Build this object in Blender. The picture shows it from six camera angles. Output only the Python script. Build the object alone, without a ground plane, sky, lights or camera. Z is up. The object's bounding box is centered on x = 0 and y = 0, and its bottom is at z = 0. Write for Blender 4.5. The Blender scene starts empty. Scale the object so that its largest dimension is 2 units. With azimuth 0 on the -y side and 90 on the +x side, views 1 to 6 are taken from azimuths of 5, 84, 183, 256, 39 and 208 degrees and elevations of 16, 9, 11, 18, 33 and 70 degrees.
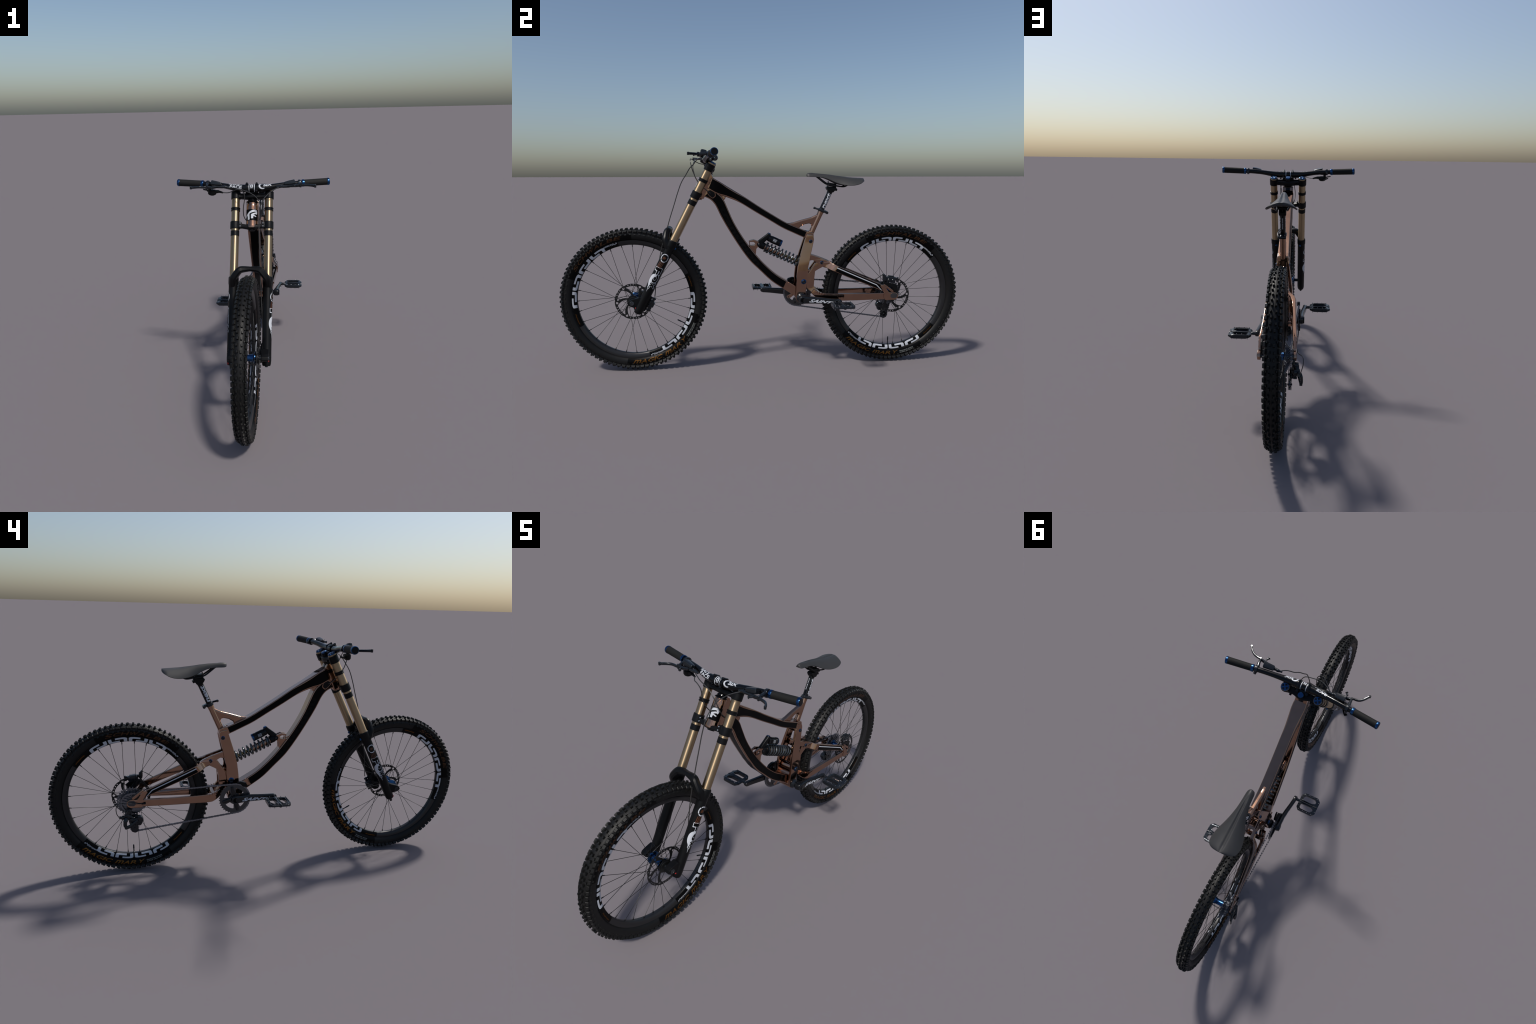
# Downhill mountain bicycle, built part by part.  Front is -y, drive side is -x, metres, z up.
import bpy, bmesh, math, random
from math import sin, cos, pi, radians, sqrt, atan2, hypot
from mathutils import Vector, Matrix

random.seed(7)
COL = bpy.context.scene.collection
V = Vector

# ------------------------------------------------------------------ materials
def mat(name, col, rough=.5, metal=0., coat=0., coat_rough=.05, noise=0., nscale=60., bump=0., bscale=300.,
        spec=.5, dirt=None):
    m = bpy.data.materials.new(name); m.use_nodes = True
    nt = m.node_tree; b = nt.nodes["Principled BSDF"]
    b.inputs["Base Color"].default_value = (*col, 1)
    b.inputs["Roughness"].default_value = rough
    b.inputs["Metallic"].default_value = metal
    b.inputs["Coat Weight"].default_value = coat
    b.inputs["Coat Roughness"].default_value = coat_rough
    b.inputs["Specular IOR Level"].default_value = spec
    tc = nt.nodes.new("ShaderNodeTexCoord")
    if noise > 0:
        n = nt.nodes.new("ShaderNodeTexNoise"); n.inputs["Scale"].default_value = nscale
        n.inputs["Detail"].default_value = 4
        nt.links.new(tc.outputs["Object"], n.inputs["Vector"])
        mr = nt.nodes.new("ShaderNodeMapRange")
        mr.inputs["From Min"].default_value = .3; mr.inputs["From Max"].default_value = .7
        mr.inputs["To Min"].default_value = max(0, rough - noise); mr.inputs["To Max"].default_value = min(1, rough + noise)
        nt.links.new(n.outputs["Fac"], mr.inputs["Value"])
        nt.links.new(mr.outputs["Result"], b.inputs["Roughness"])
        cr = nt.nodes.new("ShaderNodeMix"); cr.data_type = 'RGBA'
        cr.inputs["A"].default_value = (*[c * .88 for c in col], 1)
        cr.inputs["B"].default_value = (*[min(1, c * 1.12) for c in (dirt or col)], 1)
        nt.links.new(n.outputs["Fac"], cr.inputs["Factor"])
        nt.links.new(cr.outputs["Result"], b.inputs["Base Color"])
    if bump > 0:
        n2 = nt.nodes.new("ShaderNodeTexNoise"); n2.inputs["Scale"].default_value = bscale
        nt.links.new(tc.outputs["Object"], n2.inputs["Vector"])
        bp = nt.nodes.new("ShaderNodeBump"); bp.inputs["Strength"].default_value = bump
        bp.inputs["Distance"].default_value = .001
        nt.links.new(n2.outputs["Fac"], bp.inputs["Height"])
        nt.links.new(bp.outputs["Normal"], b.inputs["Normal"])
    return m

COPPER = mat("copper_paint", (.34, .208, .148), .09, 1., noise=.03, nscale=25)
FRAME_BLACK = mat("gloss_black_film", (.0012, .0012, .0014), .32, 0, spec=.08)
GHOST = mat("ghost_lettering", (.0026, .0026, .0029), .45, 0, spec=.10)
GOLD = mat("gold_coated_tube", (.405, .300, .185), .42, 1.)
MATT_BLACK = mat("matt_black_casting", (.0036, .0038, .0044), .38, 0, noise=.05, nscale=40, spec=.16)
GLOSS_BLACK = mat("gloss_black_lacquer", (.0022, .0024, .0032), .16, 0, spec=.28)
ALLOY = mat("dark_anodised_alloy", (.0110, .0135, .0175), .20, .30, noise=.05, nscale=120)
STEEL = mat("bright_steel", (.42, .43, .45), .25, 1., noise=.08, nscale=200)
CHAIN_STEEL = mat("chain_steel", (.17, .18, .205), .30, 1., noise=.1, nscale=400)
GREY_STEEL = mat("grey_coil_steel", (.085, .095, .102), .24, .9)
RING_GREY = mat("grey_chainring", (.075, .075, .08), .38, .8, noise=.06, nscale=80)
CRANK = mat("crank_black", (.0060, .0068, .0085), .20, .1, noise=.04, nscale=60, spec=.45)
PEDAL = mat("pedal_black_anodised", (.020, .0245, .031), .22, .55, noise=.05, nscale=80)
CRANK_GREY = mat("crank_back_grey", (.035, .035, .038), .4, .2)
RUBBER = mat("tread_rubber", (.0052, .0055, .0055), .5, 0, noise=.08, nscale=90, dirt=(.0066, .0066, .0062), spec=.26)
SIDEWALL = mat("sidewall_rubber", (.0056, .0056, .0057), .5, 0, noise=.05, nscale=60, spec=.24)
PATCH = mat("black_label_patch", (.0010, .0010, .0011), .38, 0, spec=.10)
TYREGOLD = mat("gold_tyre_ink", (.150, .066, .015), .33, .9)
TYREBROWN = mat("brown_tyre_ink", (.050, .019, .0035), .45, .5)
RIM = mat("satin_grey_rim", (.016, .016, .0175), .34, .3, noise=.04, nscale=40)
SPOKE = mat("black_spoke", (.012, .012, .013), .3, .4)
ROTOR = mat("blackened_rotor_steel", (.0095, .0100, .0110), .40, .4)
BLUE = mat("blue_anodised", (.026, .078, .19), .22, 1.)
WHITE = mat("white_ink", (.47, .49, .53), .3, 0, spec=.35)
GREYINK = mat("grey_ink", (.22, .23, .22), .45, 0)
ORANGE = mat("orange_ink", (.085, .024, .005), .5, 0)
RED = mat("red_dial", (.30, .01, .01), .35, .2)
GRIP = mat("grip_rubber", (.0098, .0098, .0095), .7, 0, noise=.04, nscale=200, spec=.18)
LEATHER = mat("saddle_cover", (.030, .030, .031), .5, 0, noise=.03, nscale=50, spec=.3)
SADDLE_BASE = mat("saddle_base", (.012, .012, .012), .5)
CABLE = mat("cable_housing", (.022, .022, .022), .38)
BROWN = mat("bronze_shaft", (.25, .19, .10), .28, 1.)

# turned tubes: the grooves run round the tube, so the highlight stretches along it
def turned(m, aniso):
    nt = m.node_tree; b = nt.nodes["Principled BSDF"]
    t = nt.nodes.new("ShaderNodeTangent"); t.direction_type = 'RADIAL'; t.axis = 'Z'
    b.inputs["Anisotropic"].default_value = aniso
    b.inputs["Anisotropic Rotation"].default_value = .25
    nt.links.new(t.outputs["Tangent"], b.inputs["Tangent"])
turned(GOLD, .78)

# ------------------------------------------------------------------ object helpers
def add(name, data, parent, kind=None):
    o = bpy.data.objects.new(name, data); COL.objects.link(o)
    if parent is not None:
        o.parent = parent
    if kind:
        o["kind"] = kind
    return o

def empty(name, loc, parent=None):
    o = bpy.data.objects.new(name, None); o.empty_display_size = .05; o.location = loc
    COL.objects.link(o)
    if parent is not None:
        o.parent = parent
        o.matrix_parent_inverse = Matrix.Translation(-V(parent.location))
    return o

class Geo:
    """verts + faces + material index per face"""
    def __init__(s): s.v, s.f, s.m = [], [], []
    def put(s, v, f, mi=0):
        b = len(s.v); s.v += [tuple(p) for p in v]
        s.f += [tuple(i + b for i in q) for q in f]
        s.m += (list(mi) if isinstance(mi, (list, tuple)) else [mi] * len(f))
        return s
    def join(s, g, mi=None):
        return s.put(g.v, g.f, g.m if mi is None else mi)
    def xf(s, fn):
        s.v = [tuple(fn(V(p))) for p in s.v]; return s

def mesh(name, g, mats, parent, angle=35, kind=None, flip_fix=True, origin=None):
    me = bpy.data.meshes.new(name)
    me.from_pydata(g.v, [], g.f)
    if not isinstance(mats, (list, tuple)): mats = [mats]
    for m in mats: me.materials.append(m)
    me.polygons.foreach_set("material_index", g.m)
    if flip_fix:
        bm = bmesh.new(); bm.from_mesh(me); bmesh.ops.recalc_face_normals(bm, faces=bm.faces); bm.to_mesh(me); bm.free()
    me.polygons.foreach_set("use_smooth", [True] * len(me.polygons))
    me.set_sharp_from_angle(angle=radians(angle))
    me.update()
    o = add(name, me, parent, kind)
    if flip_fix and len(me.polygons) < 12000:
        wm = o.modifiers.new("weighted", 'WEIGHTED_NORMAL'); wm.keep_sharp = True; wm.weight = 60
    if parent is not None:
        w = V((0, 0, 0)); p = parent
        w = V(PWORLD.get(parent.name, parent.location))
        o.matrix_parent_inverse = Matrix.Translation(-w)
    if origin is not None:
        me.transform(Matrix.Translation(-V(origin))); o.location = origin
    return o
PWORLD = {}

# ------------------------------------------------------------------ curves
def crom(P, n):
    """Catmull-Rom through rows of numbers, n samples per span"""
    P = [list(p) for p in P]; out = []
    Q = [[2 * a - b for a, b in zip(P[0], P[1])]] + P + [[2 * a - b for a, b in zip(P[-1], P[-2])]]
    for i in range(1, len(Q) - 2):
        for k in range(n):
            t = k / n
            out.append([.5 * (2 * b + (c - a) * t + (2 * a - 5 * b + 4 * c - d) * t * t + (3 * b - a - 3 * c + d) * t ** 3)
                        for a, b, c, d in zip(Q[i - 1], Q[i], Q[i + 1], Q[i + 2])])
    out.append(P[-1]); return out

def fillet(pts, r, k=4):
    """round the corners of a closed 2D polygon; r is one radius or one per corner"""
    n = len(pts); out = []
    rr = r if isinstance(r, (list, tuple)) else [r] * n
    for i in range(n):
        a, b, c = V(pts[i - 1]), V(pts[i]), V(pts[(i + 1) % n])
        d1, d2 = (a - b), (c - b); l1, l2 = d1.length, d2.length
        if l1 < 1e-9 or l2 < 1e-9 or rr[i] <= 0: out.append(tuple(b)); continue
        d1 /= l1; d2 /= l2
        ang = d1.angle(d2)
        if ang > pi - .02: out.append(tuple(b)); continue
        t = min(rr[i] / math.tan(ang / 2), .48 * l1, .48 * l2)
        p, q = b + d1 * t, b + d2 * t
        for j in range(k + 1):
            s = j / k
            out.append(tuple((1 - s) ** 2 * p + 2 * s * (1 - s) * b + s * s * q))
    return out

def resample(pts, step):
    out = []
    for i in range(len(pts)):
        a, b = V(pts[i]), V(pts[(i + 1) % len(pts)])
        n = max(1, int((b - a).length / step + .5))
        out += [tuple(a.lerp(b, j / n)) for j in range(n)]
    return out

def circle(r, n=48, c=(0, 0), a0=0):
    return [(c[0] + r * cos(a0 + 2 * pi * i / n), c[1] + r * sin(a0 + 2 * pi * i / n)) for i in range(n)]

# ------------------------------------------------------------------ solids
def lathe(p0, d, prof, n=32, ref=None, closed=False):
    """surface of revolution: prof = [(distance along d, radius)]"""
    p0 = V(p0); d = V(d).normalized()
    a = (V(ref) if ref else (V((1, 0, 0)) if abs(d.x) < .8 else V((0, 0, 1))))
    a = (a - d * a.dot(d)).normalized(); b = d.cross(a)
    g = Geo(); v = []; f = []
    for s, r in prof:
        for i in range(n):
            t = 2 * pi * i / n
            v.append(p0 + d * s + (a * cos(t) + b * sin(t)) * max(r, 1e-5))
    m = len(prof)
    for j in range(m - 1 if not closed else m):
        for i in range(n):
            f.append((j * n + i, j * n + (i + 1) % n, ((j + 1) % m) * n + (i + 1) % n, ((j + 1) % m) * n + i))
    if not closed:
        f.append(tuple(range(n))[::-1]); f.append(tuple((m - 1) * n + i for i in range(n)))
    return g.put(v, f)

def rod(p0, p1, r, n=20, ch=.0012):
    d = V(p1) - V(p0); L = d.length; ch = min(ch, r * .5, L * .3)
    return lathe(p0, d, [(0, r - ch), (ch, r), (L - ch, r), (L, r - ch)], n)

def tube(path, r, n=12, sect=None, up=None):
    """sweep a round (or given) section along a 3D path; r = radius or list"""
    P = [V(p) for p in path]; m = len(P)
    rr = r if isinstance(r, (list, tuple)) else [r] * m
    sec = sect or [(cos(2 * pi * i / n), sin(2 * pi * i / n)) for i in range(n)]
    n = len(sec)
    T = [(P[min(i + 1, m - 1)] - P[max(i - 1, 0)]).normalized() for i in range(m)]
    a = V(up) if up else (V((0, 0, 1)) if abs(T[0].z) < .9 else V((1, 0, 0)))
    g = Geo(); v = []; f = []
    for i in range(m):
        if up: a = V(up)
        a = (a - T[i] * a.dot(T[i])).normalized(); b = T[i].cross(a)
        q = rr[i] if isinstance(rr[i], (tuple, list)) else (rr[i], rr[i])
        for x, y in sec: v.append(P[i] + b * x * q[0] + a * y * q[1])
    for j in range(m - 1):
        for i in range(n):
            f.append((j * n + i, j * n + (i + 1) % n, (j + 1) * n + (i + 1) % n, (j + 1) * n + i))
    f.append(tuple(range(n))[::-1]); f.append(tuple((m - 1) * n + i for i in range(n)))
    return g.put(v, f)

SQ = [(.8, -1), (1, -.8), (1, .8), (.8, 1), (-.8, 1), (-1, .8), (-1, -.8), (-.8, -1)]      # chamfered square
def squircle(n=20, e=.45):
    return [(math.copysign(abs(cos(t)) ** e, cos(t)), math.copysign(abs(sin(t)) ** e, sin(t))) for t in [2 * pi * (i + .5) / n for i in range(n)]]

def loft(rings, caps=True, tags=None):
    g = Geo(); n = len(rings[0]); v = [p for r in rings for p in r]; f = []; mi = []
    for j in range(len(rings) - 1):
        for i in range(n):
            f.append((j * n + i, j * n + (i + 1) % n, (j + 1) * n + (i + 1) % n, (j + 1) * n + i))
            mi.append(tags(j, i) if tags else 0)
    if caps:
        f.append(tuple(range(n))[::-1]); f.append(tuple((len(rings) - 1) * n + i for i in range(n))); mi += [0, 0]
    return g.put(v, f, mi)

def box(c, size, bev=.002, R=None):
    bm = bmesh.new(); bmesh.ops.create_cube(bm, size=1)
    for v in bm.verts: v.co = V((v.co.x * size[0], v.co.y * size[1], v.co.z * size[2]))
    if bev > 0: bmesh.ops.bevel(bm, geom=bm.edges[:] , offset=min(bev, .45 * min(size)), segments=2, affect='EDGES', profile=.5)
    M = Matrix.Translation(V(c)) @ ((R.to_4x4()) if R else Matrix())
    g = Geo().put([M @ v.co for v in bm.verts], [[v.index for v in f.verts] for f in bm.faces]); bm.free(); return g

def fill2d(outline, holes=(), thick=0., bev=0., step=None, res=1):
    """flat polygon (with holes) in xy, optionally extruded to +-thick/2 with bevelled rim -> Geo"""
    cu = bpy.data.curves.new("tmp", 'CURVE'); cu.dimensions = '2D'; cu.fill_mode = 'BOTH'
    cu.extrude = max(0, thick / 2 - bev); cu.bevel_depth = bev; cu.bevel_resolution = res; cu.offset = -bev
    for poly in [outline] + list(holes):
        if step: poly = resample(poly, step)
        sp = cu.splines.new('POLY'); sp.points.add(len(poly) - 1); sp.use_cyclic_u = True
        for p, q in zip(sp.points, poly): p.co = (q[0], q[1], 0, 1)
    return curve_geo(cu)

def curve_geo(cu):
    o = bpy.data.objects.new("tmp", cu); COL.objects.link(o)
    dg = bpy.context.evaluated_depsgraph_get(); dg.update()
    me = bpy.data.meshes.new_from_object(o.evaluated_get(dg))
    bm = bmesh.new(); bm.from_mesh(me); bmesh.ops.remove_doubles(bm, verts=bm.verts, dist=1e-6)
    bm.verts.index_update()
    g = Geo().put([v.co.copy() for v in bm.verts], [[v.index for v in f.verts] for f in bm.faces])
    bm.free(); bpy.data.objects.remove(o); bpy.data.curves.remove(cu); bpy.data.meshes.remove(me)
    return g

def plate(outline, x0, x1, holes=(), bev=.0015, step=None, shift=None, res=1):
    """outline in (y,z), extruded along x from x0 to x1; shift(y,z) adds to x"""
    lo, hi = min(x0, x1), max(x0, x1)
    g = fill2d(outline, holes, hi - lo, bev, step, res); c = (lo + hi) / 2
    return g.xf(lambda p: V((c + p.z + (shift(p.x, p.y) if shift else 0), p.x, p.y)))

def mirror(g):
    h = Geo(); h.v = [(-x, y, z) for x, y, z in g.v]; h.f = [tuple(reversed(q)) for q in g.f]; h.m = list(g.m); return h

def both(g):
    h = Geo(); h.join(g); h.join(mirror(g)); return h

# ---------- flat ink: text or polygons, cut finely, then mapped onto a surface
def cut(g, sx, sy):
    bm = bmesh.new(); vs = [bm.verts.new((p[0], p[1], 0)) for p in g.v]
    for q in g.f:
        try: bm.faces.new([vs[i] for i in q])
        except ValueError: pass
    for ax, st in ((0, sx), (1, sy)):
        if not st: continue
        lo = min(v.co[ax] for v in bm.verts); hi = max(v.co[ax] for v in bm.verts)
        k = math.ceil(lo / st)
        while k * st < hi:
            co = [0, 0, 0]; no = [0, 0, 0]; co[ax] = k * st; no[ax] = 1
            bmesh.ops.bisect_plane(bm, geom=bm.verts[:] + bm.edges[:] + bm.faces[:], plane_co=co, plane_no=no, dist=1e-7)
            k += 1
    bm.verts.index_update()
    h = Geo().put([v.co.copy() for v in bm.verts], [[v.index for v in f.verts] for f in bm.faces]); bm.free(); return h

def text(body, length, height, shear=0., bold=0., space=1.0):
    """text filling the box x 0..length, y 0..height"""
    cu = bpy.data.curves.new("tmp", 'FONT'); cu.body = body; cu.size = 1; cu.shear = shear; cu.offset = bold
    cu.space_character = space; cu.resolution_u = 3
    g = curve_geo(cu)
    xs = [p[0] for p in g.v]; ys = [p[1] for p in g.v]
    x0, x1, y0, y1 = min(xs), max(xs), min(ys), max(ys)
    return g.xf(lambda p: V(((p.x - x0) / (x1 - x0) * length, (p.y - y0) / (y1 - y0) * height, 0)))

def word(body, length, height, shear=.3, bold=.02, gap=.10):
    """block lettering: every letter is stretched to the same square box"""
    wd = [.30 if c == "I" else 1.15 if c in "mW" else 1.0 for c in body]; unit = length / (sum(wd) + gap * (len(body) - 1)); x = 0; G = Geo()
    for c, w in zip(body, wd):
        g = text(c, unit * w, height, 0, bold); g.xf(lambda p: V((p.x + x, p.y, 0))); G.join(g); x += unit * (w + gap)
    k = shear * unit / height
    return G.xf(lambda p: V((p.x + k * p.y, p.y, 0)))

def ink(name, g, fn, m, parent, sx=.004, sy=.004):
    h = cut(g, sx, sy); h.xf(lambda p: fn(p.x, p.y))
    return mesh(name, h, m, parent, angle=80, flip_fix=False)

def rect(x0, y0, x1, y1, r=0):
    P = [(x0, y0), (x1, y0), (x1, y1), (x0, y1)]
    return fillet(P, r) if r else P

def stroke(pts, w):
    """open 2D polyline with widths -> outline polygon"""
    L, R = [], []; n = len(pts)
    ww = w if isinstance(w, (list, tuple)) else [w] * n
    for i in range(n):
        a, b = V(pts[max(i - 1, 0)]), V(pts[min(i + 1, n - 1)])
        t = (b - a).normalized(); nn = V((-t.y, t.x))
        L.append(tuple(V(pts[i]) + nn * ww[i] / 2)); R.append(tuple(V(pts[i]) - nn * ww[i] / 2))
    return L + R[::-1]

def cyl_map(O, udir, vdir, r, off=.0003):
    """text x runs straight along udir, text y wraps round the cylinder towards vdir"""
    O, u, v = V(O), V(udir).normalized(), V(vdir).normalized(); n = u.cross(v)
    return lambda a, b: O + u * a + (n * cos(b / r) + v * sin(b / r)) * (r + off)

def cyl_map_x(O, udir, vdir, r, off=.0003):
    """text y runs straight along vdir, text x wraps round the cylinder towards udir"""
    O, u, v = V(O), V(udir).normalized(), V(vdir).normalized(); n = u.cross(v)
    return lambda a, b: O + v * b + (n * cos(a / r) + u * sin(a / r)) * (r + off)

# ================================================================== the bicycle
BIKE = empty("mountain_bike", (0, 0, 0))
BIKE["label"] = "full-suspension downhill mountain bike, copper frame with black panels"
BIKE["category"] = "mountain bike"
def group(name, loc):
    o = empty(name, loc, BIKE); PWORLD[o.name] = V(loc); return o
PWORLD[BIKE.name] = V((0, 0, 0))

AXZ, RW = .3555, .3555
FRONT, REAR = V((0, -.645, AXZ)), V((0, .6455, AXZ))
BB = V((0, .177, .3545))

# ------------------------------------------------------------------ wheels
RIMP = [(.2722, .0055), (.2745, .0092), (.2790, .0123), (.2850, .0146), (.2905, .0155), (.2960, .0158)]   # (radius, half width)
TYREP = [(.2940, .0120), (.2972, .0140), (.2990, .0178), (.3020, .0208), (.3065, .0236), (.3120, .0258), (.3180, .0268),
         (.3240, .0270), (.3300, .0258), (.3355, .0232), (.3402, .0192), (.3440, .0135), (.3466, .0068), (.3474, 0)]

def prof_at(P, r):
    for (r0, x0), (r1, x1) in zip(P, P[1:]):
        if r0 <= r <= r1: return x0 + (x1 - x0) * (r - r0) / (r1 - r0 + 1e-12)
    return P[0][1] if r < P[0][0] else P[-1][1]

def ring_map(P, sg, off, ph=0., inward=True):
    """x = angle in degrees (read left to right seen from outside), y = radius"""
    def fn(a, r):
        t = radians(a)
        x = prof_at(P, r); e = .0008
        dx = (prof_at(P, r + e) - prof_at(P, r - e)) / (2 * e); k = 1 / sqrt(1 + dx * dx)
        x2, r2 = x + off * k, r - off * dx * k
        y, z = sg * r2 * cos(t), r2 * sin(t)
        if ph:
            y, z = y * cos(ph) - z * sin(ph), y * sin(ph) + z * cos(ph)
        return V((sg * x2, y, z))
    return fn

def glyph(mirrored):
    """one hooked rim mark in the unit square: two interlocking L strokes with one round shoulder each"""
    w = .36
    def ell(x0, x1, flip):
        # foot of the L on the left, bar along the bottom
        P = [(x0, 1), (x0, 0), (x1, 0), (x1, w), (x0 + .17, w), (x0 + .17, 1)]
        return fillet([(x, y) for x, y in P], [0, .28, .0, .0, .09, 0], 5)
    A = ell(0, .58, False)
    B = [(.93 - x, 1 - y) for x, y in ell(0, .56, False)]
    polys = [A, B]
    if mirrored: polys = [[(x, 1 - y) for x, y in p] for p in polys]
    return polys

def fillet_aniso(P): return P

def build_wheel(name, C, ph_rim, ph_tyre, rear):
    W = group(name, C)
    def M(nm, g, m, **k): return mesh(nm, g.xf(lambda p: p + C), m, W, **k)
    RX = lambda p, a: V((p.x, p.y * cos(a) - p.z * sin(a), p.y * sin(a) + p.z * cos(a)))
    N = 144
    # rim: closed profile revolved
    prof = [(-x, r) for r, x in RIMP][::-1] + [(x, r) for r, x in RIMP]
    prof += [(.0135, .2968), (.0132, .2930), (.0105, .2900), (0, .2880), (-.0105, .2900), (-.0132, .2930), (-.0135, .2968)]
    g = lathe((0, 0, 0), (1, 0, 0), prof, N, ref=(0, 1, 0), closed=True)
    M("rim", g, RIM, angle=50)
    # tyre casing
    prof = [(-x, r) for r, x in TYREP] + [(x, r) for r, x in TYREP[-2::-1]]
    prof += [(.0125, .2935), (0, .2915), (-.0125, .2935)]
    M("tyre", lathe((0, 0, 0), (1, 0, 0), prof, N, ref=(0, 1, 0), closed=True), SIDEWALL, angle=60)
    # tread blocks
    rnd = random.Random(3 if rear else 5)
    g = Geo(); NK = 92
    def knob(a, x, r0, lx, lt, h, tilt=0., skew=0.):
        """block standing on the casing at width x, angle a: lx across, lt along, h tall"""
        q = []
        for k, (hh, s) in enumerate(((-.003, 1.12), (h * .8, 1.0), (h, .82))):
            for sx, st in ((-1, -1), (1, -1), (1, 1), (-1, 1)):
                px = sx * lx / 2 * s; pt = st * lt / 2 * s + skew * px
                X = x + px * cos(tilt) + hh * sin(tilt)
                Rr = r0 + hh * cos(tilt) - px * sin(tilt)
                t = a + pt / r0
                q.append(V((X, Rr * cos(t), Rr * sin(t))))
        f = [(0, 3, 2, 1)]
        for k in (0, 4):
            for i in range(4): f.append((k + i, k + (i + 1) % 4, k + 4 + (i + 1) % 4, k + 4 + i))
        f.append((8, 9, 10, 11)); g.put(q, f)
    for k in range(NK):
        a = 2 * pi * k / NK + ph_tyre
        j = lambda s=.0004: rnd.uniform(-s, s)
        odd = k % 2
        cx = .0064 if odd else .0092
        for sg in (1, -1):
            knob(a + j(.002) + (.006 if sg > 0 else 0), sg * cx + j(), .3464, .0066 if odd else .0060, .0098 if odd else .0090, .0086, sg * .12, sg * .10)
            # shoulder blocks, every step, leaning outwards
            knob(a + .45 * pi / NK + j(.002), sg * (.0222 if odd else .0216), .3354, .0118 if odd else .0102, .0165, .0094, sg * .66)
            # ramp from the shoulder block down on to the sidewall
            knob(a + .45 * pi / NK, sg * .0252, .3285, .0150 if odd else .0115, .0085, .0016, sg * 1.22)
            if odd:
                knob(a + pi / NK, sg * .0160, .3422, .0052, .0072, .0060, sg * .40)
    M("tread", g, RUBBER, angle=25, kind="stuff")
    # sidewall ribs just below the shoulder blocks
    # labels on rim and tyre
    for sg in (1, -1):
        f25 = ring_map(RIMP, sg, .00035, ph_rim if sg > 0 else ph_rim)
        def rim_ink(nm, geo, off, m, turn, sx=1.5):
            fn = ring_map(RIMP, sg, off, ph_rim)
            ink(nm, geo, lambda a, r: fn(a + turn, r) + C, m, W, sx, .002)
        for turn in (0, 180):
            rim_ink("rim_label", fill2d(rect(-139, .2732, -36, .2955)), .0003, PATCH, turn)
            for k in range(4):
                a0 = -125.3 + 17.75 * k
                for P in glyph(k % 2 == 1):
                    P = [(a0 + .4 + x * 17.6, .2948 - y * .0208 if False else .2745 + (1 - (1 - y)) * 0 + .0) for x, y in P] if False else \
                        [(a0 + .4 + x * 17.6, .2950 - .0205 * y) for x, y in [(px, py) for px, py in P]]
                    rim_ink("rim_mark", fill2d(P), .0007, WHITE, turn, 1.2)
            T = text("e*thirteen", 13.2, .0102, 0, .012)
            T.xf(lambda p: V((-138 + p.x, .2948 - p.y, 0)))
            rim_ink("rim_lettering", T, .0007, WHITE, turn, 1.0)
            T = text("thesixteen", 11.0, .0065, .2, .01)
            T.xf(lambda p: V((-49.5 + p.x, .2905 - p.y, 0)))
            rim_ink("rim_lettering", T, .0007, TYREGOLD, turn, 1.0)
        def tyre_ink(nm, geo, off, m, sx=1.5):
            fn = ring_map(TYREP, sg, off, ph_tyre)
            ink(nm, geo, lambda a, r: fn(a, r) + C, m, W, sx, .002)
        tyre_ink("tyre_label", fill2d(rect(-141, .2985, -57, .3275)), .0003, PATCH)
        tyre_ink("tyre_label", fill2d(rect(47, .2985, 116, .3275)), .0003, PATCH)
        T = word("mAGIC", 26, .0158, .35, .018); T.xf(lambda p: V((-136 + p.x, .3196 - p.y, 0)))
        tyre_ink("tyre_lettering", T, .0007, TYREGOLD, 1.0)
        T = word("mARY", 24, .0158, .35, .018); T.xf(lambda p: V((-106.5 + p.x, .3196 - p.y, 0)))
        tyre_ink("tyre_lettering", T, .0007, TYREGOLD, 1.0)
        for i, s in enumerate(("SUPER GRAVITY", "TRAILSTAR ADDIX")):
            T = text(s, 14, .0042, .2, .01); T.xf(lambda p: V((-79.5 + p.x, .3205 - .007 * i - p.y, 0)))
            tyre_ink("tyre_lettering", T, .0006, GREYINK, 1.0)
        T = word("SCHWALBE", 51, .0150, .3, .018, .14); T.xf(lambda p: V((108.5 - p.x, .3055 + p.y, 0)))
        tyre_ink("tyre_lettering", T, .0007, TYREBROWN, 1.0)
    # hub
    xs = 1 if not rear else .9
    g = lathe((-.040, 0, 0), (1, 0, 0), [(0, .010), (.002, .0155), (.0055, .028), (.0085, .0285), (.0105, .027), (.014, .0175), (.030, .0145),
                                         (.050, .0145), (.064, .0185), (.0675, .027), (.0695, .0285), (.0725, .028), (.076, .018), (.080, .012)], 40)
    M("hub", g, BLUE, angle=40)
    if rear:
        M("axle", rod((-.070, 0, 0), (.070, 0, 0), .0085), ALLOY)
    else:
        M("axle", rod((-.062, 0, 0), (.066, 0, 0), .0095), ALLOY)
    # spokes: 32, three-cross, two shared meshes
    fx, fr = .0315, .0262
    proto = {}
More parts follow.
